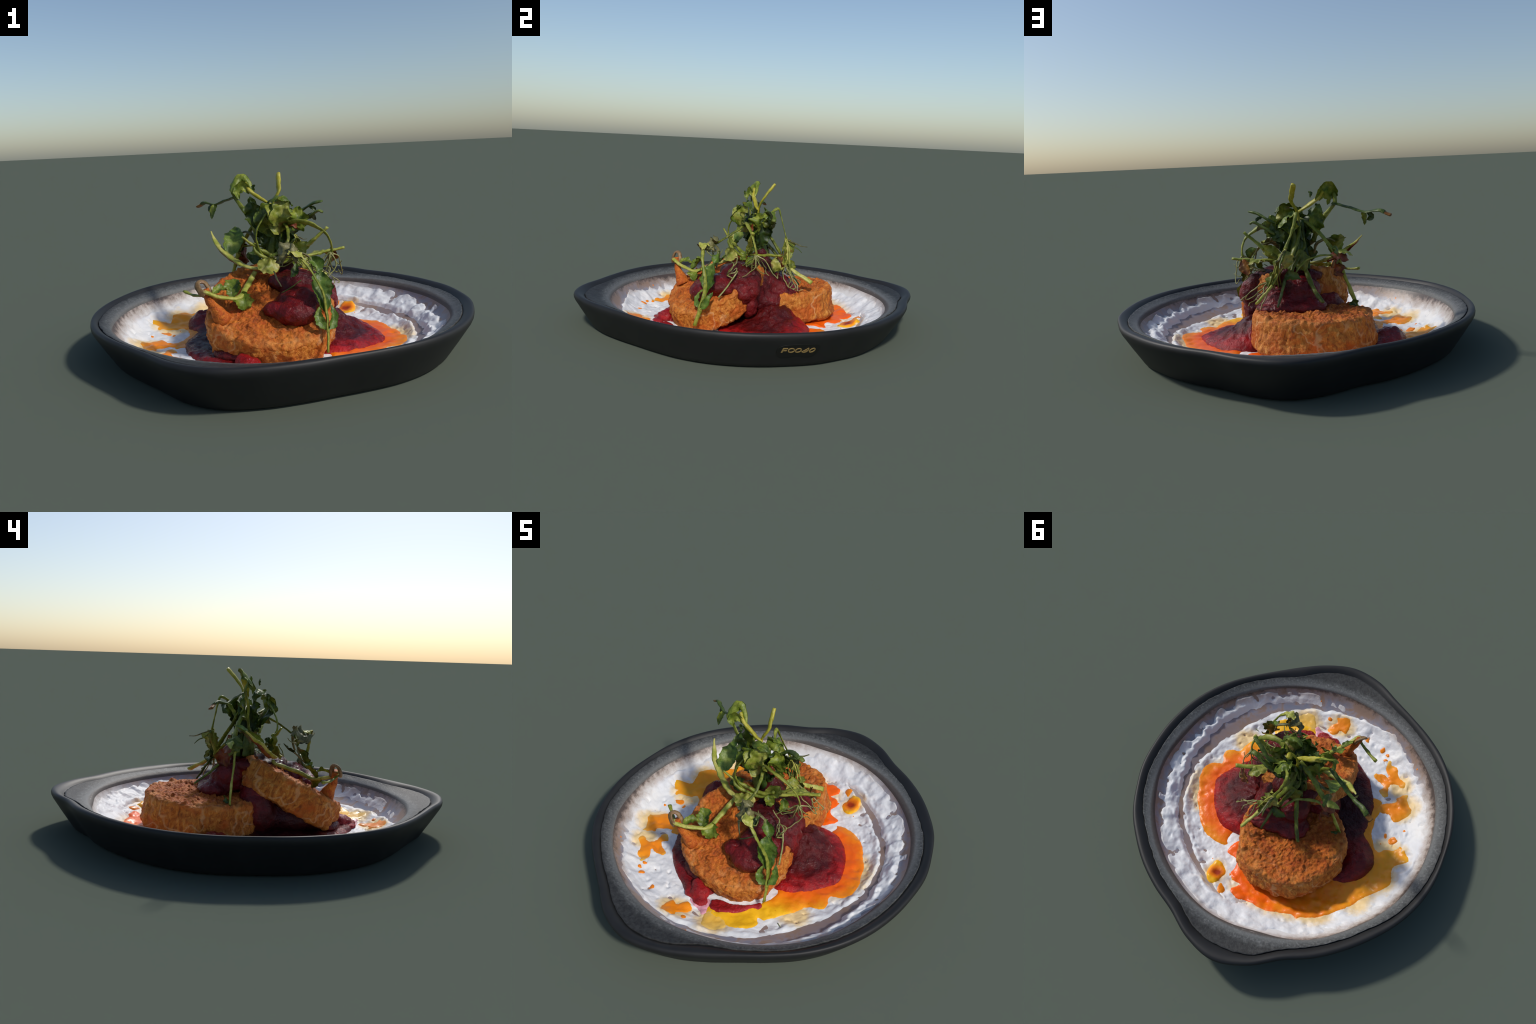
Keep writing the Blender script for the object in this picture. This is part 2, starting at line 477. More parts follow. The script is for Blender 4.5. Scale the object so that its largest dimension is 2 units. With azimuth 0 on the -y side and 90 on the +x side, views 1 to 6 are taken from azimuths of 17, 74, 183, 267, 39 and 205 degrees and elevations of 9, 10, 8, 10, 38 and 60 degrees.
def cream_z(x, y):
    """height of the yogurt; where it dips under the bowl the bare glaze shows"""
    x, y = np.asarray(x, float), np.asarray(y, float)
    p = np.stack([x, y, 0 * x], 1)
    r, th = np.hypot(x, y), np.degrees(np.arctan2(y, x))
    wob = 0.018 * fbm(p, 9, 3) + 0.008 * fbm(p, 26, 2)
    t = 0.0095 + 0.0115 * fbm(p, 12, 3, 0.55) + 0.0030 * fbm(p, 36, 2)
    # dimples where the spoon lifted off
    t -= 0.010 * sstep(0.22, 0.55, fbm(p, 19, 2, 0.5, 5.2)) * sstep(0.40, 0.6, r)
    # radial pleats up the wall on the -y and +y sides
    pl = np.abs(np.sin(np.radians(th)))
    q = np.stack([np.cos(np.radians(th)) * 15, np.sin(np.radians(th)) * 15, r * 5], 1)
    t += 0.003 * fbm(q, 1.0, 3) * sstep(0.60, 0.72, r) * pl + 0.012 * fbm(p, 12, 2, 0.5, 9.0) * sstep(0.45, 0.66, r)
    gr, gw = np.interp(th, GROOVE[:, 0], GROOVE[:, 1]), np.interp(th, GROOVE[:, 0], GROOVE[:, 2], left=0, right=0)
    gw = gw * 1.45
    d = np.abs(r + wob - gr)
    g = (1 - sstep(0.5, 1.9, d / np.maximum(gw, 1e-4))) * (gw > 0.001)
    t = t * (1 - g) - 0.003 * g
    # lip pushed up on the inner and outer bank of the groove
    bank = (0.6 + 1.4 * fbm(p, 15, 2, 0.5, 3.0)) * np.exp(-((d - gw - 0.016) / 0.014) ** 2) * (gw > 0.001)
    t += 0.006 * bank
    rr = np.interp(th, RIDGE[:, 0], RIDGE[:, 1])
    on = sstep(-118, -62, th) * (1 - sstep(14, 48, th))
    crest = np.exp(-((r + 1.5 * wob - rr) / 0.023) ** 2) * on
    t += 0.013 * crest * (0.8 + 1.2 * fbm(p, 18, 2))
    # outer limit of the spread
    lim = 0.782 * (1 - on) + (rr + 0.024) * on
    patch = sstep(-0.15, 0.22, fbm(p, 8, 3, 0.6, 44.0))
    t -= 0.022 * sstep(lim - 0.045, lim + 0.025, r + wob * 1.6 - 0.075 * patch * on)
    t -= 0.03 * sstep(0.780, 0.803, r - (well_r(np.radians(th)) - 0.806))
    # curl at the -x side
    c = np.hypot((x + 0.69) / 0.8, (y - 0.07) / 1.1)
    t += 0.012 * np.exp(-((c - 0.075) / 0.016) ** 2) * (x < -0.67)
    return well_z(x, y) + t


def build_cream():
    n, m = 520, 170
    th = np.arange(n) * TAU / n
    rows = np.concatenate([np.linspace(0.04, 0.40, 40, endpoint=False), np.linspace(0.40, 0.815, m - 40)])
    R, T = np.meshgrid(rows, th, indexing="ij")
    x, y = (R * np.cos(T)).ravel(), (R * np.sin(T)).ravel()
    z = cream_z(x, y)
    f = grid_faces(m, n)
    f.append(tuple(range(n))[::-1])
    # skirt so that the spread is a solid layer
    k = (m - 1) * n
    base = np.stack([x[k:] * 0.999, y[k:] * 0.999, np.full(n, 0.0)], 1)
    v = np.concatenate([np.stack([x, y, z], 1)])
    ob = mesh_obj("yogurt_spread", v, f, mat_cream())
    ob["label"], ob["category"] = "white whipped yogurt smeared round the plate", "yogurt"
    return ob


# ------------------------------------------------------------------ fluids lying on the yogurt
def film(name, outline, mat, height, parent, origin=None, step=0.010, soft=0.03, rough=0.35, rag=0.004, base=None, seed=0.0, samples=None):
    """a puddle: closed smooth outline, domed by `height` over a shoulder `soft` wide"""
    P = np.asarray(outline, float)
    per = np.linalg.norm(np.roll(P, -1, 0) - P, axis=1).sum()
    n = samples or max(24, int(per / 0.007))
    C = catmull(P, n, closed=True)
    e = np.stack([C[:, 0], C[:, 1], 0 * C[:, 0] + seed], 1)
    C = C + rag * np.stack([fbm(e, 30, 3, 0.6, seed), fbm(e, 30, 3, 0.6, seed + 9)], 1)
    lo, hi = C.min(0), C.max(0)
    gx, gy = np.meshgrid(np.arange(lo[0], hi[0], step), np.arange(lo[1], hi[1], step))
    G = np.stack([gx.ravel(), gy.ravel()], 1)
    G += 0.25 * step * np.stack([perlin(np.c_[G * 90, G[:, :1] * 0]), perlin(np.c_[G * 90, G[:, :1] * 0 + 5])], 1)
    A, B = C, np.roll(C, -1, 0)

    def edge_dist(Q):
        out = np.empty(len(Q))
        for s in range(0, len(Q), 2000):
            q = Q[s:s + 2000, None, :]
            ab, aq = (B - A)[None], q - A[None]
            t = np.clip((ab * aq).sum(2) / np.maximum((ab * ab).sum(2), 1e-12), 0, 1)
            out[s:s + 2000] = np.sqrt(((aq - t[..., None] * ab) ** 2).sum(2)).min(1)
        return out

    def inside(Q):
        res = np.zeros(len(Q), bool)
        for (ax, ay), (bx, by) in zip(A, B):
            c = ((ay > Q[:, 1]) != (by > Q[:, 1])) & (Q[:, 0] < (bx - ax) * (Q[:, 1] - ay) / ((by - ay) if by != ay else 1e-12) + ax)
            res ^= c
        return res
    G = G[inside(G)]
    if len(G):
        G = G[edge_dist(G) > step * 0.5]
    verts = [Vector(p) for p in C] + [Vector(p) for p in G]
    edges = [(i, (i + 1) % n) for i in range(n)]
    co, _, tris, *_ = delaunay_2d_cdt(verts, edges, [], 1, 1e-6)
    Q = np.array([tuple(c) for c in co])
    d = edge_dist(Q)
    d[:n] = 0 if len(Q) >= n else d[:n]
    dome = np.sqrt(np.clip(1 - (1 - np.clip(d / soft, 0, 1)) ** 2, 0, 1))
    p3 = np.c_[Q, np.zeros(len(Q))]
    z = np.maximum(cream_z(Q[:, 0], Q[:, 1]), well_z(Q[:, 0], Q[:, 1]))
    h = height(Q, d) if callable(height) else height * np.ones(len(Q))
    top = z + dome * h * (1 + rough * fbm(p3, 22, 3, 0.55, seed)) - 0.0015 * (1 - sstep(0, 0.004, d))
    top += 0.001 * sstep(0, 0.004, d)
    v = np.c_[Q, top]
    o = origin if origin is not None else (Q.mean(0)[0], Q.mean(0)[1], 0.03)
    return mesh_obj(name, v, tris, mat, parent, origin=o)


def blob(cx, cy, rx, ry, rot=0, n=10, jag=0.18, seed=0):
    r = random.Random(seed)
    out = []
    for i in range(n):
        a = TAU * i / n
        k = 1 + jag * (r.random() * 2 - 1)
        x, y = rx * k * math.cos(a), ry * k * math.sin(a)
        c, s = math.cos(rot), math.sin(rot)
        out.append((cx + c * x - s * y, cy + s * x + c * y))
    return out


def build_oil():
    oil = empty("chilli_oil", "orange spiced oil in puddles and drops", "sauce")
    small = mat_oil("oil_drop", 0.018, 0.06, deep=(0.86, 0.24, 0.008))
    ring = mat_oil("oil_ring", 0.25, 0.40, deep=(0.90, 0.13, 0.005), mid=(0.92, 0.27, 0.008), rim=(0.95, 0.50, 0.014))
    back = mat_oil("oil_back", -0.06, 0.80, deep=(0.92, 0.13, 0.005), rim=(0.80, 0.40, 0.012), grade=(-0.75, -0.2))
    splash = mat_oil("oil_splash", 0.03, 0.12, deep=(0.88, 0.25, 0.008), rim=(0.84, 0.50, 0.09))
    pale = mat_oil("oil_pale", -0.05, 0.11, deep=(0.84, 0.42, 0.03), mid=(0.82, 0.48, 0.08), rim=(0.80, 0.56, 0.18))
    # ring round the right hand pool, running on as a ribbon along the front
    film("oil_puddle", [(0.26, 0.30), (0.25, 0.353), (0.296, 0.366), (0.354, 0.358), (0.401, 0.339), (0.46, 0.289), (0.506, 0.221), (0.550, 0.155), (0.572, 0.09), (0.598, 0.03),
                        (0.604, -0.035), (0.580, -0.085), (0.540, -0.108), (0.520, -0.122), (0.537, -0.165), (0.538, -0.205), (0.500, -0.230), (0.462, -0.240), (0.441, -0.297), (0.396, -0.373),
                        (0.351, -0.434), (0.312, -0.440), (0.341, -0.48), (0.332, -0.525), (0.297, -0.559), (0.243, -0.580), (0.180, -0.575), (0.110, -0.590), (0.07, -0.545), (0.10, -0.50), (0.20, -0.44),
                        (0.27, -0.36), (0.29, -0.26), (0.22, -0.16), (0.20, 0.10)], ring, 0.005, oil, origin=(0.27, 0.03, 0.03), seed=1.3)
    film("oil_puddle", [(0.225, -0.575), (0.228, -0.61), (0.200, -0.645), (0.160, -0.662), (0.125, -0.652), (0.103, -0.612), (0.09, -0.585), (0.08, -0.55), (0.16, -0.53)], pale, 0.004, oil, seed=2.2)
    # wide puddle under the flat fritter, ochre towards the -x side
    film("oil_puddle", [(0.16, 0.28), (0.23, 0.359), (0.228, 0.397), (0.165, 0.415), (0.150, 0.459), (0.158, 0.50), (0.133, 0.534), (0.085, 0.545), (0.111, 0.578), (0.103, 0.607), (0.057, 0.626), (-0.009, 0.617),
                        (-0.111, 0.626), (-0.222, 0.596), (-0.262, 0.592), (-0.285, 0.605), (-0.300, 0.586), (-0.359, 0.562), (-0.420, 0.520), (-0.472, 0.471), (-0.523, 0.418), (-0.555, 0.364), (-0.602, 0.310),
                        (-0.660, 0.250), (-0.680, 0.20), (-0.665, 0.150), (-0.668, 0.100), (-0.725, 0.060), (-0.715, 0.020), (-0.690, 0.0), (-0.655, -0.03), (-0.63, 0.005), (-0.580, 0.020), (-0.556, 0.048),
                        (-0.53, 0.035), (-0.505, 0.0), (-0.480, -0.05), (-0.472, -0.13), (-0.478, -0.22), (-0.44, -0.27), (-0.30, -0.20), (-0.2, 0.1)], back, 0.005, oil, origin=(0.0, 0.45, 0.03), seed=3.1)
    film("oil_puddle", [(-0.431, -0.229), (-0.491, -0.265), (-0.538, -0.292), (-0.534, -0.321), (-0.585, -0.368), (-0.593, -0.359), (-0.601, -0.32), (-0.638, -0.271), (-0.642, -0.243), (-0.616, -0.202),
                        (-0.583, -0.164), (-0.554, -0.174), (-0.525, -0.197), (-0.473, -0.185), (-0.44, -0.17), (-0.40, -0.20)], splash, 0.004, oil, seed=4.4, rag=0.007)
    film("oil_puddle", [(-0.408, -0.561), (-0.435, -0.528), (-0.481, -0.503), (-0.503, -0.456), (-0.554, -0.428), (-0.547, -0.388), (-0.481, -0.396), (-0.472, -0.348), (-0.487, -0.306), (-0.46, -0.294),
                        (-0.422, -0.326), (-0.435, -0.363), (-0.370, -0.397), (-0.356, -0.422), (-0.397, -0.44), (-0.441, -0.435), (-0.408, -0.483)], splash, 0.004, oil, seed=5.7, rag=0.009)
    film("oil_puddle", [(0.018, -0.599), (0.015, -0.642), (-0.014, -0.669), (-0.002, -0.698), (-0.043, -0.71), (-0.086, -0.715), (-0.104, -0.674), (-0.096, -0.616), (-0.063, -0.629), (-0.046, -0.60),
                        (-0.021, -0.579)], splash, 0.004, oil, seed=6.3, rag=0.007)
    film("oil_puddle", [(0.259, 0.464), (0.208, 0.477), (0.178, 0.517), (0.188, 0.548), (0.20, 0.596), (0.236, 0.607), (0.266, 0.578), (0.28, 0.53)],
         mat_oil("oil_hot_drop", 0.012, 0.06, deep=(0.33, 0.035, 0.004), mid=(0.90, 0.24, 0.008)), 0.009, oil, origin=(0.225, 0.53, 0.03), seed=7.1)
    film("oil_puddle", [(0.177, 0.581), (0.151, 0.59), (0.132, 0.618), (0.151, 0.642), (0.178, 0.628)], small, 0.005, oil, seed=8.0)
    drops = [(-0.351, -0.591, 0.016, 0.019), (-0.389, -0.569, 0.012, 0.013), (-0.388, -0.533, 0.010, 0.016), (-0.236, -0.627, 0.014, 0.021), (0.036, -0.673, 0.015, 0.016), (-0.604, -0.052, 0.021, 0.027),
             (-0.557, -0.065, 0.010, 0.017), (-0.645, -0.131, 0.010, 0.010), (-0.548, -0.004, 0.006, 0.006), (0.154, 0.512, 0.008, 0.009), (0.285, 0.467, 0.006, 0.005), (0.127, 0.528, 0.012, 0.008), (-0.52, -0.238, 0.006, 0.004)]
    r = random.Random(21)
    for _ in range(16):
        x, y, k = r.choice([(-0.60, 0.06, 0.10), (-0.58, -0.28, 0.09), (-0.5, -0.44, 0.09), (-0.30, 0.60, 0.08), (0.05, -0.68, 0.08), (0.17, 0.55, 0.05), (-0.62, 0.22, 0.08)])
        drops.append((x + r.uniform(-k, k), y + r.uniform(-k, k), r.uniform(0.003, 0.007), r.uniform(0.003, 0.007)))
    for i, (x, y, a, b) in enumerate(drops):
        film("oil_drop", blob(x, y, a, b, i * 1.1, 8, 0.22, i), small, 0.004, oil, step=0.006, soft=0.012, seed=i * 0.7, rag=0.002)
    return oil


# ------------------------------------------------------------------ berry compote
def lumps(name, ellipsoids, mat, parent, voxel=0.010, noise=0.008, origin=(0, 0, 0), smooth=6, scale=24, chips=0.0):
    bm = bmesh.new()
    for c, r, *rot in ellipsoids:
        m = Matrix.Translation(Vector(c)) @ (Matrix.Rotation(rot[0], 4, "Z") if rot else Matrix.Identity(4)) @ Matrix.Diagonal((*r, 1))
        bmesh.ops.create_icosphere(bm, subdivisions=3, radius=1.0, matrix=m)
    me = bpy.data.meshes.new("mass")
    bm.to_mesh(me)
    bm.free()
    ob = bpy.data.objects.new("mass", me)
    link(ob)
    rm = ob.modifiers.new("r", "REMESH")
    rm.mode, rm.voxel_size = "VOXEL", voxel
    sm = ob.modifiers.new("s", "SMOOTH")
    sm.factor, sm.iterations = 0.5, smooth
    bpy.context.view_layer.update()
    ev = ob.evaluated_get(bpy.context.evaluated_depsgraph_get())
    em = ev.to_mesh()
    nv = len(em.vertices)
    co, no = np.empty(nv * 3), np.empty(nv * 3)
    em.vertices.foreach_get("co", co)
    em.vertices.foreach_get("normal", no)
    co, no = co.reshape(-1, 3), no.reshape(-1, 3)
    faces = [tuple(p.vertices) for p in em.polygons]
    ev.to_mesh_clear()
    bpy.data.objects.remove(ob)
    bpy.data.meshes.remove(me)
    d = noise * (fbm(co, scale, 4, 0.55) + 0.6 * np.abs(fbm(co, scale * 0.55, 2, 0.5, 31.0)))
    if chips:
        d -= chips * sstep(0.2, 0.5, fbm(co, scale * 1.6, 2, 0.5, 70.0))
    return mesh_obj(name, co + no * d[:, None], faces, mat, parent, origin=origin)


def build_compote():
    jam = empty("berry_compote", "glossy dark red berry compote spooned over and pooled", "compote")
    pool = mat_jam("jam_pool", (0.105, 0.006, 0.005), (0.46, 0.012, 0.012), 0.13, 0.235)
    pool_left = mat_jam("jam_pool_deep", (0.055, 0.005, 0.006), (0.24, 0.009, 0.010), 0.20, 0.31)
    thick = mat_jam("jam_thick", (0.085, 0.005, 0.006), (0.19, 0.008, 0.009), 0.10, 0.24)
    thin = mat_jam("jam_thin", (0.36, 0.012, 0.014), (0.46, 0.025, 0.030), 0.03, 0.09, dark=(0.10, 0.005, 0.006))

    def right_height(Q, d):
        c = np.hypot(Q[:, 0] - 0.20, Q[:, 1] - 0.085)
        return 0.023 + 0.105 * np.exp(-(c / 0.145) ** 2)
    film("pool", [(0.437, -0.130), (0.481, -0.060), (0.502, -0.005), (0.487, 0.06), (0.460, 0.120), (0.41, 0.195), (0.335, 0.262), (0.25, 0.275), (0.15, 0.25), (0.08, 0.15), (0.08, -0.05), (0.15, -0.20),
                  (0.25, -0.240), (0.301, -0.240), (0.351, -0.220), (0.414, -0.161)], pool, right_height, jam, origin=(0.25, 0.02, 0.05), soft=0.06, rough=0.30, seed=1.0, step=0.009)

    def left_height(Q, d):
        c = np.hypot((Q[:, 0] + 0.47) / 0.9, Q[:, 1] - 0.16)
        return 0.020 + 0.055 * np.exp(-(c / 0.085) ** 2)
    film("pool", [(-0.07, -0.54), (-0.148, -0.506), (-0.231, -0.465), (-0.300, -0.415), (-0.352, -0.365), (-0.400, -0.282), (-0.436, -0.206), (-0.446, -0.108), (-0.445, -0.025), (-0.485, 0.015), (-0.535, 0.07),
                  (-0.558, 0.14), (-0.540, 0.21), (-0.487, 0.275), (-0.42, 0.312), (-0.33, 0.30), (-0.2, 0.2), (-0.02, 0.05), (0.06, -0.15), (0.05, -0.40), (0.02, -0.50)],
         pool_left, left_height, jam, origin=(-0.20, -0.12, 0.03), soft=0.05, rough=0.35, seed=2.0, step=0.010)
    lumps("dollop", [((0.145, -0.310, 0.222), (0.100, 0.072, 0.056)), ((0.05, -0.305, 0.235), (0.05, 0.05, 0.034)), ((0.16, -0.205, 0.262), (0.120, 0.12, 0.062)), ((0.10, -0.10, 0.318), (0.13, 0.11, 0.058)),
                     ((0.03, 0.03, 0.350), (0.075, 0.075, 0.075)), ((0.02, 0.045, 0.40), (0.036, 0.036, 0.045)), ((0.225, -0.11, 0.235), (0.072, 0.060, 0.070)), ((0.222, -0.055, 0.25), (0.062, 0.045, 0.085)), ((0.20, -0.035, 0.295), (0.045, 0.04, 0.06)), ((0.21, -0.06, 0.16), (0.06, 0.045, 0.08)),
                     ((0.08, 0.03, 0.24), (0.085, 0.10, 0.11)), ((0.05, 0.12, 0.235), (0.11, 0.11, 0.075)), ((0.12, 0.07, 0.15), (0.080, 0.12, 0.080)), ((0.14, 0.19, 0.170), (0.050, 0.06, 0.05)),
                     ((0.06, 0.185, 0.215), (0.12, 0.085, 0.040)), ((-0.07, 0.175, 0.215), (0.10, 0.085, 0.045)), ((-0.04, 0.10, 0.275), (0.10, 0.10, 0.085)), ((-0.08, 0.01, 0.345), (0.075, 0.06, 0.035)),
                     ((0.15, -0.02, 0.19), (0.055, 0.06, 0.11)), ((-0.13, -0.04, 0.17), (0.12, 0.09, 0.11))],
          thick, jam, voxel=0.008, noise=0.010, origin=(0.08, -0.06, 0.30), scale=26)
    lumps("smear", [((-0.07, -0.21, 0.098), (0.19, 0.195, 0.098)), ((-0.1, -0.38, 0.05), (0.12, 0.09, 0.035)), ((-0.06, -0.10, 0.13), (0.15, 0.12, 0.10)), ((-0.195, -0.05, 0.125), (0.075, 0.085, 0.115))], pool_left, jam, voxel=0.012, noise=0.009, origin=(-0.06, -0.20, 0.07))  # last lump of the first is shaded crust flank, its shade painted as dark jam
    lumps("smear", [((-0.012, -0.500, 0.038), (0.050, 0.048, 0.036)), ((-0.045, -0.475, 0.042), (0.04, 0.04, 0.040)), ((0.02, -0.54, 0.030), (0.045, 0.034, 0.014)), ((-0.05, -0.53, 0.03), (0.04, 0.03, 0.012))], thin, jam, voxel=0.007, noise=0.007, origin=(0.0, -0.51, 0.05), scale=30)
    film("smear", [(0.09, -0.548), (0.062, -0.505), (0.090, -0.472), (0.151, -0.452), (0.185, -0.436), (0.24, -0.404), (0.266, -0.367), (0.295, -0.380), (0.289, -0.409), (0.257, -0.425), (0.228, -0.477), (0.18, -0.521),
                   (0.134, -0.548)], thin, 0.014, jam, origin=(0.13, -0.50, 0.03), soft=0.02, seed=3.0, step=0.007)
    film("smear", [(-0.03, -0.56), (0.01, -0.585), (0.05, -0.585), (0.082, -0.60), (0.10, -0.575), (0.075, -0.53), (0.05, -0.50), (0.0, -0.52)],
         mat_plain("pink_stain", (0.74, 0.34, 0.40), 0.4, 0.25, 40), 0.004, jam, seed=4.0, step=0.007, rag=0.008)
    return jam


# ------------------------------------------------------------------ fritters
def fritter(name, label, center, normal, spin, radius, thick, mat, seed, lobes=(), sag=0.0, plumb=0.0, flare=0.0):
    """crusted round: polar grid from the middle of the face, over the shoulder, down the flank, under to the middle"""
    n = 360
    th = np.arange(n) * TAU / n
    prof = []
    for s in np.linspace(0.02, 0.93, 60):
        prof.append((s, 0.0, 0))
    for a in np.linspace(0.1, 1, 7):
        prof.append((0.93 + 0.07 * math.sin(a * math.pi / 2), -0.11 * thick * (1 - math.cos(a * math.pi / 2)), 1))
    for s in np.linspace(0.06, 0.92, 26):
        prof.append((1.0 + 0.02 * math.sin(s * math.pi), -thick * (0.11 + s * 0.87), 2))
    for s in np.linspace(0.97, 0.03, 22):
        prof.append((s, -thick, 3))
    rows = []
    circ = np.stack([np.cos(th), np.sin(th), 0 * th + seed], 1)
    R = radius * (1 + 0.06 * fbm(circ, 1.3, 2) + 0.045 * fbm(circ, 3.0, 3))
    for a0, amt, wid in lobes:
        dth = (np.degrees(th) - a0 + 180) % 360 - 180
        R = R + amt * np.exp(-(dth / wid) ** 2)
    V, N, A = [], [], []
    turn = {0: 0.0, 2: 1.0}
    n1 = sum(k == 1 for *_, k in prof)
    i1 = 0
    for s, z, kind in prof:
        V.append(np.stack([R * s * np.cos(th), R * s * np.sin(th), np.full(n, z)], 1))
        if kind == 1:
            i1 += 1
        t = i1 / n1 if kind < 2 else 1.0
        t = t * 0.9 if kind == 1 else t
        if kind == 3:
            N.append(np.tile([0, 0, -1.0], (n, 1)))
        else:
            sn, cs = math.sin(t * math.pi / 2), math.cos(t * math.pi / 2)
            N.append(np.stack([sn * np.cos(th), sn * np.sin(th), cs + 0 * th], 1))
        A.append(np.full(n, t))
    V, N, A = np.concatenate(V), np.concatenate(N), np.concatenate(A)
    kinds = np.repeat([k for *_, k in prof], n)
    q = V + seed
    crumbs = 0.013 * fbm(q, 8, 3) + 0.011 * fbm(q, 24, 3, 0.6) + 0.0075 * fbm(q, 60, 3, 0.6)
    crumbs += 0.010 * sstep(0.1, 0.45, fbm(q, 30, 2, 0.5, 60.0))
    rid = 0.006 * np.abs(fbm(q, 20, 2, 0.5, 40.0))
    qf = V * np.array([1, 1, 0.4]) + seed
    fibre = 0.006 * fbm(qf + 0.02 * fbm(q, 14, 2)[:, None], 24, 4, 0.65) + 0.018 * fbm(q, 8, 3) + 0.010 * fbm(q, 30, 3) + 0.005 * fbm(q, 70, 2)
    d = (crumbs + rid) * (1 - A) + fibre * A
    fade = np.where(kinds == 0, sstep(0.0, 0.1, np.hypot(V[:, 0], V[:, 1]) / radius), 1.0)
    V = V + N * (d * fade)[:, None]
    depth = np.clip(-V[:, 2] / thick, 0, 1)
    V[:, :2] *= (1 + flare / radius * depth ** 2 * (kinds > 0))[:, None]
    if plumb:
        # vertical skirt left by the scan: the flank drops instead of following the tilt
        n0 = Vector(normal).normalized()
        V[:, :2] += (np.array([n0.x, n0.y]) * plumb * thick * depth[:, None])
    V[:, 2] -= sag * (np.hypot(V[:, 0], V[:, 1]) / radius) ** 3 * (kinds < 2)
    f = grid_faces(len(prof), n, flip=True)
    f.append(tuple(range(n)))
    f.append(tuple(range((len(prof) - 1) * n, len(prof) * n))[::-1])
    ob = mesh_obj(name, V, f, mat)
    z = Vector(normal).normalized()
    x = Vector((math.cos(spin), math.sin(spin), 0))
    x = (x - z * x.dot(z)).normalized()
    y = z.cross(x)
    ob.matrix_world = Matrix((x, y, z)).transposed().to_4x4()
    ob.location = center
    # nothing sinks through the bowl
    mw = Matrix.Translation(center) @ Matrix((x, y, z)).transposed().to_4x4()
    inv = mw.inverted()
    for v in ob.data.vertices:
        w = mw @ v.co
        if w.z < 0.014:
            w.z = 0.014
            v.co = inv @ w
    ob["label"], ob["category"] = label, "fritter"
    return ob


def build_fritters():
    crust = mat_crust("golden_crust")
    flat = fritter("fritter", "round golden fritter lying flat with a fibrous flank", (-0.099, 0.217, 0.200), (-0.030, -0.050, 1.0), 0.0, 0.288, 0.172, crust, 3.0,
                   lobes=((60, 0.015, 18), (118, 0.012, 20), (150, -0.012, 15)), flare=0.012)
    tilted = fritter("fritter", "round golden fritter leaning on the other one", (0.012, -0.228, 0.258), (0.15, -0.52, 1.0), 0.0, 0.296, 0.150, crust, 8.0,
                     lobes=((-20, -0.008, 18), (28, -0.035, 22), (-58, 0.016, 20), (190, -0.010, 25)), sag=0.006, plumb=0.4)
    # stretched scan artefact built as a crust-coloured post below the curled stem
    pts = catmull([(-0.165, -0.375, 0.195), (-0.190, -0.395, 0.245), (-0.215, -0.408, 0.295), (-0.232, -0.412, 0.345)], 14)
    spur = tube("scan_stalk", pts, np.interp(np.linspace(0, 1, 14), [0, 0.35, 0.8, 1], [0.044, 0.026, 0.018, 0.016]), mat_crust("stalk_crust"), None, sides=18, rough=0.008)
    spur.parent = tilted
    spur.matrix_parent_inverse = tilted.matrix_world.inverted()
    bpy.context.view_layer.update()
    spur.matrix_parent_inverse = tilted.matrix_world.inverted()
    return flat, tilted


# ------------------------------------------------------------------ greens
def frames(C):
    T = np.gradient(C, axis=0)
    T /= np.maximum(np.linalg.norm(T, axis=1), 1e-9)[:, None]
    return T


def tube(name, C, radii, mat, parent, sides=8, flat=1.0, rough=0.0, hint=(0.3, 0.2, 1.0)):
    C = np.asarray(C, float)
    n = len(C)
    T = frames(C)
    h = np.asarray(hint, float)
    side = np.cross(T[0], h)
    S = np.empty_like(C)
    for i in range(n):
        side = side - T[i] * side.dot(T[i])
        if np.linalg.norm(side) < 1e-6:
            side = np.cross(T[i], (1, 0.3, 0.2))
        side = side / np.linalg.norm(side)
        S[i] = side
    U = np.cross(S, T)
    a = np.arange(sides) * TAU / sides
    r = np.asarray(radii)[:, None, None]
    ring = C[:, None] + r * (np.cos(a)[None, :, None] * S[:, None] + flat * np.sin(a)[None, :, None] * U[:, None])
    v = ring.reshape(-1, 3)
    if rough:
        c = np.repeat(C, sides, 0)
        v = v + (v - c) / np.maximum(np.linalg.norm(v - c, axis=1), 1e-9)[:, None] * (rough * fbm(v, 22, 3))[:, None]
    f = grid_faces(n, sides)
    f.append(tuple(range(sides))[::-1])
    f.append(tuple(range((n - 1) * sides, n * sides)))
    return mesh_obj(name, v, f, mat, parent)


def stem(pts, r, mat, parent, name="stem", flat=0.55, wob=0.004, sides=9):
    """pts: control points; r: radius or list of radii along the stem"""
    P = np.asarray(pts, float)
    L = np.linalg.norm(np.diff(P, axis=0), axis=1).sum()
    n = max(8, int(L / 0.010))
    C = catmull(P, n)
    C = C + wob * np.stack([fbm(C, 20, 2, 0.5, k) for k in (1.0, 7.0, 13.0)], 1)
    rr = np.atleast_1d(np.asarray(r, float))
    R = np.interp(np.linspace(0, 1, n), np.linspace(0, 1, len(rr)), rr)
    R = R * (1 + 0.42 * fbm(C, 24, 3))
    ob = tube(name, C, R, mat, parent, sides=sides, flat=flat)
    if sides >= 9:
        # lengthwise ribs and pinches
        v = np.array([p.co for p in ob.data.vertices])
        ax = np.repeat(C, sides, 0)
        k = np.tile(np.arange(sides), n)
        rib = 1 + 0.14 * np.where(k % 3 == 0, 1.0, -0.4) + 0.25 * fbm(v, 60, 2)
        v = ax + (v - ax) * rib[:, None]
        ob.data.vertices.foreach_set("co", v.ravel())
        ob.data.update()
    return ob


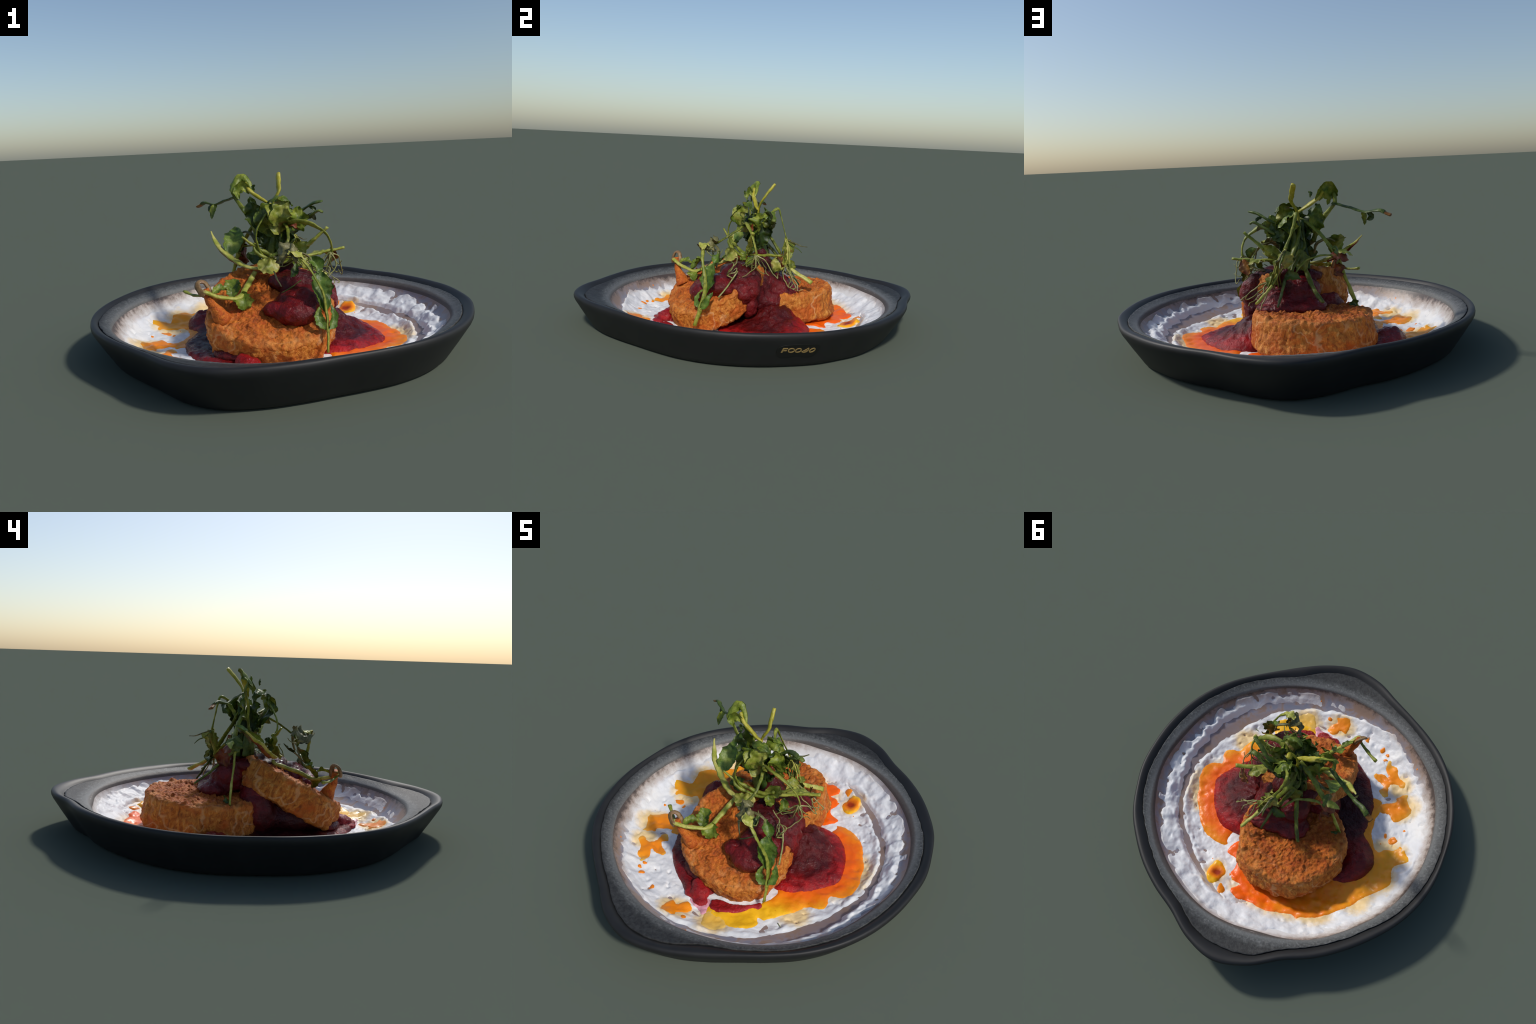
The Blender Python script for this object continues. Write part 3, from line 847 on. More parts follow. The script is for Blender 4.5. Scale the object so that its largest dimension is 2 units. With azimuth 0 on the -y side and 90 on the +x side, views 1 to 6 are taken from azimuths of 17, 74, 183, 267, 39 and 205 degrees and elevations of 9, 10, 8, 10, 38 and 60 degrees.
def leaf(pts, width, facing, mat, parent, cup=0.25, wave=0.30, shape=(0.45, 0.8), twist=0.7, thick=0.0022, name="leaf", lobed=0.0, seed=None):
    """blade along the midrib pts, facing the given direction, cupped and wavy, with real thickness"""
    s0 = seed if seed is not None else float(np.sum(np.asarray(pts)) * 37.0)
    n, m = 26, 15
    C = catmull(pts, n)
    T = frames(C)
    F = np.asarray(facing, float)
    t = np.linspace(0, 1, n)
    S = np.cross(T, F)
    S /= np.maximum(np.linalg.norm(S, axis=1), 1e-9)[:, None]
    if twist:
        U0 = np.cross(S, T)
        a = (t - 0.3) * twist
        S = S * np.cos(a)[:, None] + U0 * np.sin(a)[:, None]
    U = np.cross(S, T)
    peak, power = shape
    ex = math.log(0.5) / math.log(peak)
    W = 0.5 * width * np.sin(math.pi * np.clip(t, 0.012, 0.992) ** ex) ** power
    W = 0.9 * W
    if lobed:
        W = W * (1 + lobed * np.sin(t * 19 + s0))
    jag = 1 + 0.38 * fbm(np.stack([t * 9, 0 * t, 0 * t + s0], 1), 1.0, 3, 0.6)
    jag2 = 1 + 0.38 * fbm(np.stack([t * 9, 0 * t + 4.0, 0 * t + s0], 1), 1.0, 3, 0.6)
    u = np.linspace(-1, 1, m)
    wl = np.where(u[None, :] < 0, jag[:, None], jag2[:, None]) * W[:, None]
    X = C[:, None] + (wl * u[None, :])[..., None] * S[:, None]
    q = X.reshape(-1, 3) + s0
    lift = W[:, None] * (cup * (u[None, :] ** 2) * 1.6 - cup * 0.2)
    ripple = (wave * width * 0.75) * (fbm(q, 26, 3).reshape(n, m)) * (0.3 + np.abs(u)[None, :])
    lift = lift + 0.10 * width * np.abs(u)[None, :] * np.sin(math.pi * t)[:, None]
    edge = (wave * width * 0.30) * np.sin(t * 17 + s0)[:, None] * np.abs(u)[None, :] ** 2 * np.sign(u)[None, :]
    X = X + U[:, None] * (lift + ripple + edge)[..., None]
    # thin solid blade
    k = (1 - 0.6 * np.abs(u))[None, :, None] * thick * 0.5
    top, bot = (X + U[:, None] * k).reshape(-1, 3), (X - U[:, None] * k).reshape(-1, 3)
    N = n * m
    f = grid_faces(n, m, wrap=False) + [tuple(i + N for i in q)[::-1] for q in grid_faces(n, m, wrap=False)]
    for i in range(n - 1):
        a, b = i * m, (i + 1) * m
        f.append((a + N, a, b, b + N)[::-1])
        a, b = a + m - 1, b + m - 1
        f.append((a, a + N, b + N, b)[::-1])
    for j in range(m - 1):
        f.append((j, j + N, j + 1 + N, j + 1))
        e = (n - 1) * m
        f.append((e + j, e + j + 1, e + j + 1 + N, e + j + N))
    return mesh_obj(name, np.concatenate([top, bot]), f, mat, parent)


def build_greens():
    g = empty("pea_shoots", "tangled bunch of green pea shoots with small leaves", "salad greens")
    st = mat_green("stem_green", (0.088, 0.109, 0.011), (0.183, 0.228, 0.020), (0.407, 0.399, 0.068))
    st_bright = mat_green("stem_bright", (0.228, 0.275, 0.023), (0.374, 0.399, 0.054), (0.586, 0.532, 0.153))
    st_dark = mat_green("stem_dark", (0.035, 0.065, 0.010), (0.080, 0.125, 0.018), (0.18, 0.22, 0.040), tip=(0.13, 0.05, 0.012))
    st_yellow = mat_green("stem_yellow", (0.28, 0.27, 0.015), (0.48, 0.42, 0.03), (0.55, 0.50, 0.13))
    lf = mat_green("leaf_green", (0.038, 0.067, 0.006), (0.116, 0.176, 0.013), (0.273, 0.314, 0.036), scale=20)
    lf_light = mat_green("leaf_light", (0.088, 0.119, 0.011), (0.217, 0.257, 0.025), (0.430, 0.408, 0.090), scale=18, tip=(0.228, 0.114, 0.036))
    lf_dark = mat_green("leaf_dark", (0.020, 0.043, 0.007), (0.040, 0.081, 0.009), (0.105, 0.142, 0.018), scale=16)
    lf_cool = mat_green("leaf_cool", (0.043, 0.090, 0.011), (0.110, 0.195, 0.023), (0.250, 0.304, 0.050), scale=18)
    red = mat_green("red_tinged", (0.10, 0.012, 0.008), (0.22, 0.040, 0.014), (0.28, 0.14, 0.02), scale=18)
    brown = mat_green("withered", (0.055, 0.055, 0.016), (0.14, 0.13, 0.04), (0.27, 0.25, 0.11), scale=22, tip=(0.11, 0.05, 0.03))
    red_brown = mat_green("dried_curl", (0.09, 0.05, 0.018), (0.21, 0.12, 0.045), (0.34, 0.22, 0.11), scale=22, tip=(0.28, 0.13, 0.09))
    hair = mat_green("tendril_green", (0.15, 0.17, 0.04), (0.27, 0.28, 0.08), (0.42, 0.40, 0.17), scale=40)

    S = lambda pts, r, m=st, **k: stem(pts, r, m, g, **k)
    L = lambda pts, w, face, m=lf, **k: leaf(pts, w, face, m, g, **k)

    # ---- crown
    S([(-0.04, 0.035, 0.60), (-0.034, 0.035, 0.676), (-0.006, 0.052, 0.728), (-0.015, 0.086, 0.772), (-0.023, 0.124, 0.818)], (0.013, 0.009, 0.010, 0.013, 0.013), st_yellow, flat=0.6)
    S([(-0.030, 0.030, 0.665), (-0.062, 0.024, 0.684), (-0.135, 0.028, 0.732), (-0.172, 0.040, 0.775)], (0.011, 0.011, 0.014, 0.016), st_yellow, flat=0.6)
    L([(-0.125, 0.026, 0.722), (-0.165, 0.045, 0.785), (-0.195, 0.050, 0.803), (-0.222, 0.018, 0.770), (-0.222, -0.002, 0.725)], 0.052, (-0.1, -1, 0.5), lf, cup=-0.5, shape=(0.55, 0.5))
    L([(-0.150, 0.030, 0.725), (-0.175, 0.02, 0.765), (-0.205, 0.010, 0.735), (-0.190, 0.0, 0.70)], 0.055, (0.2, -1, 0.1), lf, cup=0.2)
    S([(-0.222, 0.020, 0.765), (-0.228, 0.035, 0.712), (-0.178, 0.019, 0.648), (-0.140, 0.018, 0.588), (-0.11, 0.01, 0.52)], (0.008, 0.009, 0.011, 0.012, 0.012), st)
    S([(-0.215, 0.035, 0.712), (-0.29, 0.082, 0.692), (-0.364, 0.122, 0.666), (-0.43, 0.160, 0.675), (-0.462, 0.178, 0.668)], (0.011, 0.010, 0.009, 0.015, 0.013), st_dark, flat=0.45)
    S([(-0.458, 0.176, 0.669), (-0.475, 0.183, 0.660), (-0.489, 0.190, 0.652)], (0.011, 0.012, 0.012), red, flat=0.4)
    L([(-0.360, 0.122, 0.668), (-0.372, 0.098, 0.635), (-0.371, 0.080, 0.598)], 0.034, (0.2, -1, 0), lf, wave=0.2, shape=(0.35, 0.6))
    L([(-0.38, 0.13, 0.668), (-0.40, 0.135, 0.645), (-0.375, 0.11, 0.625)], 0.03, (0.2, 1, 0), lf_dark)
    L([(-0.095, -0.040, 0.772), (-0.107, -0.032, 0.758), (-0.104, -0.034, 0.738)], 0.022, (0, -1, 0.2), lf_dark)
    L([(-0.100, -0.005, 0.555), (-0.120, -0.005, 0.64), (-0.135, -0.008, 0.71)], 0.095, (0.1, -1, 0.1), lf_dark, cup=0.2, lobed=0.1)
    L([(-0.115, 0.02, 0.56), (-0.13, 0.035, 0.63), (-0.15, 0.03, 0.71)], 0.085, (-0.3, 1, 0.1), lf, cup=0.1, lobed=0.1)
    # right hand sprays
    S([(0.050, 0.050, 0.600), (0.110, 0.069, 0.641), (0.165, 0.038, 0.672), (0.213, 0.010, 0.681)], (0.012, 0.014, 0.014, 0.008), st_dark, flat=0.5)
    L([(0.14, 0.05, 0.658), (0.165, 0.05, 0.645), (0.175, 0.05, 0.628)], 0.02, (0.2, -1, 0.2), lf_dark)
    S([(0.080, 0.080, 0.572), (0.106, 0.086, 0.587), (0.151, 0.071, 0.615), (0.185, 0.068, 0.632), (0.203, 0.062, 0.624)], (0.011, 0.013, 0.015, 0.015, 0.012), st_dark, flat=0.5)
    L([(0.12, 0.08, 0.60), (0.15, 0.075, 0.605), (0.17, 0.07, 0.585)], 0.034, (0.1, -1, 0.3), brown)
    # ---- big central leaves
    L([(0.030, -0.020, 0.545), (0.020, -0.070, 0.600), (0.030, -0.070, 0.655), (0.060, -0.045, 0.700)], 0.125, (0.45, -1, 0.15), lf_light, cup=0.22, wave=0.32, lobed=0.12, shape=(0.5, 0.6))
    L([(0.0, -0.015, 0.530), (-0.035, -0.07, 0.585), (-0.030, -0.095, 0.640), (0.00, -0.075, 0.69)], 0.11, (-0.2, -1, 0.2), lf, cup=0.2, wave=0.3, lobed=0.1)
    L([(0.06, 0.0, 0.56), (0.095, 0.0, 0.60), (0.10, 0.02, 0.66)], 0.11, (0.6, -0.8, 0.2), lf, cup=0.2, wave=0.35, lobed=0.1)
    L([(-0.04, -0.03, 0.68), (0.0, -0.05, 0.705), (0.05, -0.05, 0.705), (0.085, -0.03, 0.67)], 0.055, (0.1, -0.6, 1), lf, cup=-0.2, wave=0.3)
    L([(-0.03, 0.05, 0.635), (0.0, 0.065, 0.65), (0.035, 0.085, 0.645), (0.062, 0.10, 0.60)], 0.095, (0.5, -0.3, 1), lf, cup=-0.3, wave=0.2, shape=(0.6, 0.5))
    L([(0.02, 0.06, 0.635), (0.06, 0.06, 0.61), (0.065, 0.05, 0.57)], 0.075, (0.8, -0.6, 0.2), lf_light, cup=-0.3, wave=0.25)
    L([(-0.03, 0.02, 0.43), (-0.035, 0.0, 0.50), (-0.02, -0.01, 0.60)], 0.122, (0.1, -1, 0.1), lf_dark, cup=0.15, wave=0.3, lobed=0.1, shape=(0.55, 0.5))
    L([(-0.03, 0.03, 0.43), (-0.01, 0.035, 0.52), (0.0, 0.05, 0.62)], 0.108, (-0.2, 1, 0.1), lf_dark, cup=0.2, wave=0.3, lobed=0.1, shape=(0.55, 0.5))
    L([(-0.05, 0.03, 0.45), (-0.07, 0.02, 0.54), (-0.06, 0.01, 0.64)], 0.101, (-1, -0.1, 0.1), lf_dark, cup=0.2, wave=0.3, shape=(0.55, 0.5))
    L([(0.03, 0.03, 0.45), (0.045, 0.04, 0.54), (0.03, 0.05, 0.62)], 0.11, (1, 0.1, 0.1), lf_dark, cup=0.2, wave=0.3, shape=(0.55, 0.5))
    L([(0.0, 0.10, 0.57), (0.0, 0.085, 0.62), (-0.02, 0.06, 0.68)], 0.10, (0.1, 1, 0.3), lf, cup=0.2, wave=0.3, lobed=0.1)
    L([(0.04, 0.09, 0.53), (0.07, 0.08, 0.58), (0.10, 0.06, 0.63)], 0.08, (0.4, 1, 0.3), lf_dark, cup=0.1, wave=0.3)
    L([(0.035, -0.02, 0.57), (0.075, -0.04, 0.575), (0.10, -0.03, 0.555)], 0.05, (0.5, -0.6, 0.5), red)
    # filler stalks added where the scan fused the heart of the bunch solid
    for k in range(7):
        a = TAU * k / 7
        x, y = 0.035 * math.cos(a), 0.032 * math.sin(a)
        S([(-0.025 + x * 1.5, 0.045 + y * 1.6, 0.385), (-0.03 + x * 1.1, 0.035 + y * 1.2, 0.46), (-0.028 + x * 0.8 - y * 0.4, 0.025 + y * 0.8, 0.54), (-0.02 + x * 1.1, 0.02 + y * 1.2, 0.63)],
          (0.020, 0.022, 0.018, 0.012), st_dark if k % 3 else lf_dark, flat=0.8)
    # ---- arching stems over the front
    S([(0.035, -0.020, 0.560), (0.055, -0.040, 0.585), (0.105, -0.065, 0.600), (0.165, -0.075, 0.592), (0.212, -0.070, 0.565), (0.250, -0.062, 0.530), (0.266, -0.050, 0.480), (0.262, -0.042, 0.445)],
      (0.012, 0.014, 0.015, 0.014, 0.012, 0.008, 0.007, 0.008), st)
    S([(0.035, -0.025, 0.565), (0.050, -0.060, 0.585), (0.075, -0.110, 0.560), (0.090, -0.170, 0.525), (0.075, -0.215, 0.492), (0.058, -0.240, 0.474), (0.020, -0.245, 0.460)],
      (0.010, 0.009, 0.008, 0.007, 0.007, 0.008, 0.007), st)
    L([(0.045, -0.225, 0.475), (0.085, -0.262, 0.482), (0.125, -0.295, 0.475), (0.165, -0.312, 0.455)], 0.115, (0.3, -1, 0.5), brown, cup=-0.3, wave=0.5, lobed=0.15)
    L([(0.120, -0.290, 0.490), (0.155, -0.316, 0.494), (0.200, -0.330, 0.470)], 0.060, (0.5, -0.6, 0.8), st_bright, cup=-0.3, wave=0.4)
    S([(0.155, -0.318, 0.486), (0.188, -0.326, 0.462), (0.222, -0.331, 0.425), (0.248, -0.330, 0.378), (0.274, -0.323, 0.315), (0.286, -0.326, 0.245), (0.296, -0.348, 0.165), (0.299, -0.376, 0.072)],
      (0.010, 0.009, 0.008, 0.009, 0.011, 0.012, 0.011), st)
    L([(0.282, -0.325, 0.235), (0.268, -0.305, 0.300), (0.256, -0.288, 0.355), (0.252, -0.272, 0.405)], 0.108, (0.75, -0.75, 0.25), lf_cool, cup=0.15, wave=0.18, shape=(0.55, 0.6))
    L([(0.250, -0.275, 0.395), (0.232, -0.250, 0.430), (0.205, -0.235, 0.462)], 0.065, (0.7, -0.8, 0.2), lf_cool, cup=0.3, wave=0.3)
    L([(0.296, -0.352, 0.165), (0.272, -0.362, 0.195), (0.258, -0.352, 0.225), (0.262, -0.330, 0.262)], 0.046, (0.5, -0.9, 0.2), lf_cool, cup=0.2, wave=0.3)
    L([(0.297, -0.350, 0.165), (0.312, -0.318, 0.200), (0.306, -0.288, 0.258)], 0.046, (0.9, -0.5, 0.2), lf_cool, cup=0.35, wave=0.2)
    S([(0.130, -0.262, 0.486), (0.175, -0.245, 0.478), (0.205, -0.240, 0.455), (0.212, -0.245, 0.415), (0.228, -0.26, 0.375)], (0.008, 0.009, 0.009, 0.007, 0.005), brown)
    # ---- right: long drooping stem with strands
    S([(0.02, 0.07, 0.635), (-0.018, 0.120, 0.662), (-0.033, 0.152, 0.672), (-0.022, 0.168, 0.635), (-0.002, 0.180, 0.570), (0.028, 0.193, 0.504)], (0.007, 0.009, 0.010, 0.0075, 0.0065, 0.009), st)
    S([(0.025, 0.192, 0.510), (0.052, 0.192, 0.440), (0.074, 0.176, 0.372), (0.108, 0.235, 0.322), (0.166, 0.316, 0.268)], (0.008, 0.010, 0.013, 0.012, 0.013), st_bright)
    for k in range(5):
        o = (k - 2) * 0.011
        S([(0.027 + o * 0.2, 0.193, 0.506), (0.05 + o, 0.190 + o * 0.6, 0.44), (0.078 + o * 0.8, 0.176 + o, 0.37), (0.09 + o * 1.6, 0.16 + o * 2, 0.31)], (0.006, 0.005, 0.005, 0.0035), st_bright if k % 2 else st)
    L([(0.035, 0.193, 0.485), (0.062, 0.188, 0.430), (0.078, 0.175, 0.365)], 0.075, (0.8, 0.2, 0.3), lf_light, cup=0.2, wave=0.3)
    L([(0.075, 0.160, 0.410), (0.085, 0.130, 0.365), (0.075, 0.110, 0.315)], 0.085, (0.9, -0.5, 0.2), lf_light, cup=0.1, wave=0.25)
    L([(0.085, 0.19, 0.39), (0.10, 0.205, 0.35), (0.085, 0.20, 0.31)], 0.06, (0.9, 0.3, 0.2), lf_light)
    S([(0.028, 0.194, 0.500), (0.045, 0.240, 0.482), (0.056, 0.278, 0.466), (0.067, 0.313, 0.462)], (0.007, 0.005, 0.0045, 0.003), brown)
    S([(0.028, 0.194, 0.495), (0.042, 0.235, 0.460), (0.050, 0.262, 0.445), (0.052, 0.285, 0.425)], (0.010, 0.007, 0.005, 0.003), st_dark)
    L([(0.02, 0.19, 0.50), (0.025, 0.205, 0.46), (0.03, 0.20, 0.41)], 0.07, (-0.4, 1, 0.2), lf_light, cup=0.3, wave=0.3)
    S([(0.03, 0.19, 0.36), (0.05, 0.23, 0.30), (0.07, 0.272, 0.235)], (0.011, 0.009, 0.007), st_dark)
    S([(0.028, 0.161, 0.415), (-0.005, 0.130, 0.475), (-0.033, 0.098, 0.530), (-0.045, 0.060, 0.600)], (0.013, 0.012, 0.012, 0.009), st)
    S([(0.009, 0.165, 0.378), (-0.03, 0.115, 0.445), (-0.063, 0.065, 0.504), (-0.050, 0.035, 0.590)], (0.012, 0.013, 0.012, 0.009), st)
    L([(0.035, 0.185, 0.368), (0.0, 0.203, 0.372), (-0.048, 0.210, 0.358)], 0.058, (0, 1, 0.5), lf_dark, cup=0.25, wave=0.1)
    # ---- back
    L([(-0.04, 0.09, 0.49), (-0.055, 0.105, 0.43), (-0.07, 0.11, 0.38)], 0.085, (-0.1, 1, 0.1), st, cup=-0.4, wave=0.15)
    S([(-0.045, 0.085, 0.46), (-0.070, 0.105, 0.390), (-0.095, 0.170, 0.329), (-0.120, 0.225, 0.285), (-0.149, 0.274, 0.252)], (0.014, 0.013, 0.012, 0.011, 0.008), st)
    S([(-0.045, 0.020, 0.640), (-0.100, 0.040, 0.605), (-0.160, 0.066, 0.545), (-0.213, 0.085, 0.474), (-0.236, 0.088, 0.435)], (0.011, 0.013, 0.013, 0.012, 0.010), st)
    S([(-0.010, 0.178, 0.378), (-0.045, 0.150, 0.415), (-0.077, 0.127, 0.440), (-0.150, 0.112, 0.458), (-0.206, 0.105, 0.455), (-0.245, 0.112, 0.448)], (0.006, 0.007, 0.007, 0.008, 0.009, 0.010), st)
    L([(-0.195, 0.105, 0.462), (-0.240, 0.112, 0.458), (-0.285, 0.112, 0.430)], 0.065, (-0.2, 0.8, 0.7), red, cup=-0.3, wave=0.2, shape=(0.55, 0.5))
    L([(-0.215, 0.105, 0.470), (-0.262, 0.100, 0.474), (-0.305, 0.098, 0.452)], 0.040, (-0.1, 0.6, 0.9), st_bright, cup=-0.2)
    S([(-0.235, 0.078, 0.430), (-0.252, 0.080, 0.378), (-0.285, 0.090, 0.290), (-0.321, 0.097, 0.186)], (0.012, 0.010, 0.009, 0.011), st_bright)
    L([(-0.320, 0.10, 0.195), (-0.305, 0.115, 0.215), (-0.28, 0.125, 0.205)], 0.035, (-0.2, 0.9, 0.3), lf_dark)
    L([(-0.215, 0.07, 0.50), (-0.235, 0.085, 0.46), (-0.225, 0.10, 0.40)], 0.095, (-1, 0.3, 0.1), st_dark, cup=-0.3, wave=0.15)
    L([(-0.225, 0.085, 0.42), (-0.215, 0.125, 0.39), (-0.205, 0.155, 0.365)], 0.10, (-0.9, 0.5, 0.2), red, cup=0.3)
    # ---- left: curved spear with a round leaf
    S([(-0.358, 0.030, 0.542), (-0.325, -0.010, 0.500), (-0.288, -0.045, 0.471), (-0.240, -0.070, 0.438), (-0.183, -0.098, 0.409), (-0.127, -0.118, 0.389), (-0.060, -0.128, 0.382)],
      (0.004, 0.012, 0.015, 0.017, 0.015, 0.014, 0.012), st_bright, flat=0.6)
    S([(-0.340, 0.015, 0.512), (-0.290, -0.040, 0.460), (-0.240, -0.066, 0.426), (-0.185, -0.092, 0.398)], (0.004, 0.010, 0.011, 0.010), red, flat=0.6)
    L([(-0.238, -0.062, 0.432), (-0.232, -0.030, 0.470), (-0.230, 0.010, 0.505), (-0.238, 0.045, 0.530), (-0.245, 0.085, 0.556)], 0.110, (0.35, -0.85, 0.55), lf_cool, cup=0.12, wave=0.10, shape=(0.42, 0.75))
    S([(-0.220, 0.050, 0.520), (-0.190, 0.060, 0.535), (-0.150, 0.045, 0.525), (-0.125, 0.02, 0.50), (-0.115, 0.0, 0.455)], (0.007, 0.010, 0.013, 0.012, 0.007), brown)
    L([(-0.125, 0.02, 0.52), (-0.105, -0.01, 0.505), (-0.085, -0.03, 0.49)], 0.04, (0.2, -0.9, 0.4), brown)
    # ---- thick band crossing the front
    S([(0.250, -0.067, 0.570), (0.222, -0.066, 0.543), (0.188, -0.066, 0.512), (0.150, -0.050, 0.480)], (0.010, 0.010, 0.013, 0.016), st_bright, flat=0.6)
    L([(0.165, -0.055, 0.492), (0.130, -0.040, 0.470), (0.085, -0.040, 0.448), (0.045, -0.045, 0.425)], 0.075, (0.3, -1, 0.5), st_bright, cup=0.2, wave=0.2)
    S([(0.110, -0.040, 0.455), (0.055, -0.050, 0.420), (0.000, -0.070, 0.425), (-0.048, -0.100, 0.460), (-0.100, -0.130, 0.502), (-0.138, -0.147, 0.537)], (0.016, 0.017, 0.016, 0.014, 0.011, 0.009), st, flat=0.6)
    S([(0.080, -0.055, 0.415), (0.020, -0.072, 0.402), (-0.040, -0.105, 0.430), (-0.085, -0.125, 0.470), (-0.09, -0.11, 0.50)], (0.012, 0.015, 0.015, 0.013, 0.010), st, flat=0.6)
    L([(-0.066, -0.148, 0.418), (-0.020, -0.135, 0.398), (0.028, -0.100, 0.392)], 0.085, (0.2, -1, 0.35), lf_light, cup=0.1, wave=0.25, shape=(0.5, 0.5))
    L([(0.085, -0.060, 0.44), (0.10, -0.075, 0.415), (0.09, -0.085, 0.39)], 0.06, (0.5, -0.9, 0.3), lf, cup=0.2)
    L([(-0.10, -0.10, 0.40), (-0.09, -0.09, 0.44), (-0.06, -0.07, 0.47)], 0.08, (0.0, -1, 0.2), lf_dark, cup=0.2)
    S([(-0.010, -0.075, 0.668), (-0.040, -0.105, 0.625), (-0.062, -0.125, 0.582), (-0.072, -0.134, 0.540), (-0.070, -0.125, 0.495), (-0.055, -0.105, 0.445)], (0.008, 0.007, 0.006, 0.006, 0.008, 0.010), st)
    # cut stem lying to the right
    S([(0.301, 0.080, 0.451), (0.225, 0.047, 0.440), (0.144, -0.002, 0.427), (0.09, -0.04, 0.42)], (0.012, 0.012, 0.012, 0.010), st_bright)
    L([(0.145, 0.010, 0.432), (0.190, 0.055, 0.436), (0.225, 0.090, 0.415)], 0.075, (0.3, 0.2, 1), lf_light, cup=-0.2, wave=0.25)
    L([(0.255, 0.075, 0.445), (0.235, 0.10, 0.41), (0.22, 0.115, 0.37)], 0.07, (0.5, 0.8, 0.2), red, cup=0.2, wave=0.2)
    L([(0.15, -0.02, 0.42), (0.17, -0.055, 0.40), (0.16, -0.08, 0.37)], 0.05, (0.7, -0.7, 0.2), lf)
    # ---- sprig on the lower left
    S([(-0.362, -0.332, 0.313), (-0.320, -0.362, 0.308), (-0.270, -0.395, 0.312), (-0.235, -0.415, 0.322)], (0.010, 0.009, 0.009, 0.009), st, flat=0.7)
    S([(-0.245, -0.418, 0.340), (-0.215, -0.425, 0.330), (-0.173, -0.380, 0.302), (-0.118, -0.320, 0.284), (-0.100, -0.260, 0.308), (-0.098, -0.190, 0.332), (-0.098, -0.130, 0.352), (-0.09, -0.115, 0.37)],
      (0.010, 0.012, 0.011, 0.012, 0.014, 0.013, 0.012, 0.012), st_bright, flat=0.75)
    S([(-0.222, -0.432, 0.322), (-0.250, -0.432, 0.345), (-0.262, -0.418, 0.370), (-0.240, -0.398, 0.372), (-0.222, -0.392, 0.345), (-0.215, -0.398, 0.315)], (0.010, 0.008, 0.007, 0.007, 0.008, 0.009), red_brown, flat=1.5)
    L([(-0.110, -0.285, 0.300), (-0.092, -0.315, 0.272), (-0.088, -0.328, 0.232)], 0.090, (0.25, -0.85, 0.3), lf, cup=0.1, wave=0.25, lobed=0.1, shape=(0.5, 0.5))
    L([(-0.135, -0.335, 0.290), (-0.140, -0.300, 0.330), (-0.128, -0.268, 0.358)], 0.095, (0.1, -0.8, 0.6), lf, cup=0.15, wave=0.25, lobed=0.12, shape=(0.55, 0.5))
    L([(-0.205, -0.400, 0.322), (-0.178, -0.362, 0.336), (-0.150, -0.335, 0.325)], 0.045, (0.2, -0.5, 0.9), lf, cup=0.2)
    # ---- withered dark bits on the compote
    L([(0.118, -0.255, 0.372), (0.128, -0.215, 0.392), (0.130, -0.185, 0.425)], 0.040, (0.2, -1, 0.2), lf_dark)
    S([(0.035, -0.235, 0.395), (0.055, -0.265, 0.365), (0.085, -0.295, 0.335)], (0.005, 0.005, 0.003), brown)
    S([(0.085, -0.30, 0.31), (0.13, -0.29, 0.335), (0.17, -0.28, 0.365)], (0.004, 0.006, 0.004), st_dark)

    # ---- thread-fine tendrils
    r = random.Random(5)
    roots = [((0.262, -0.045, 0.455), (0.17, -0.10, 0.34), 6), ((0.262, -0.045, 0.455), (0.25, 0.02, 0.34), 4), ((0.08, 0.175, 0.365), (0.20, 0.20, 0.27), 5), ((0.15, -0.305, 0.465), (0.10, -0.27, 0.42), 4),
             ((0.24, -0.20, 0.335), (0.20, -0.16, 0.37), 4)]
    for a, b, k in roots:
        for i in range(k):
            e = [b[j] + r.uniform(-0.05, 0.05) for j in range(3)]
            mid = [(a[j] + e[j]) / 2 + r.uniform(-0.03, 0.03) + (0.02 if j == 0 else 0) for j in range(3)]
            hook = [e[j] + r.uniform(-0.03, 0.03) for j in range(3)]
            S([a, mid, e, hook], (0.0035, 0.0028, 0.002), hair, name="tendril", wob=0.012, sides=6, flat=1.0)
    S([(0.296, -0.255, 0.225), (0.275, -0.20, 0.285), (0.235, -0.14, 0.355)], (0.005, 0.005, 0.004), hair, name="tendril", sides=6)
    S([(0.414, -0.414, 0.030), (0.455, -0.428, 0.031), (0.490, -0.412, 0.032), (0.520, -0.370, 0.034), (0.56, -0.345, 0.037)], (0.0022, 0.0025, 0.0022), hair, name="tendril", wob=0.003, sides=6)
    return g


# ------------------------------------------------------------------ maker's mark on the outer wall
def wall_point(y, z):
    """point on the raked outer wall of the +x side"""
    prof = [(0.0, 0.126), (0.012, 0.099), (0.026, 0.090), (0.048, 0.076), (0.085, 0.052), (0.124, 0.028), (0.158, 0.007), (0.172, 0.001), (0.181, 0.0)]
    off = np.interp(z, [p[0] for p in prof], [p[1] for p in prof])
    x = 0.85
    for _ in range(8):
        th = math.atan2(y, x)
        x = math.sqrt(max((float(rim_r(th)) - off) ** 2 - y * y, 0.1))
    return np.array([x, y, z])


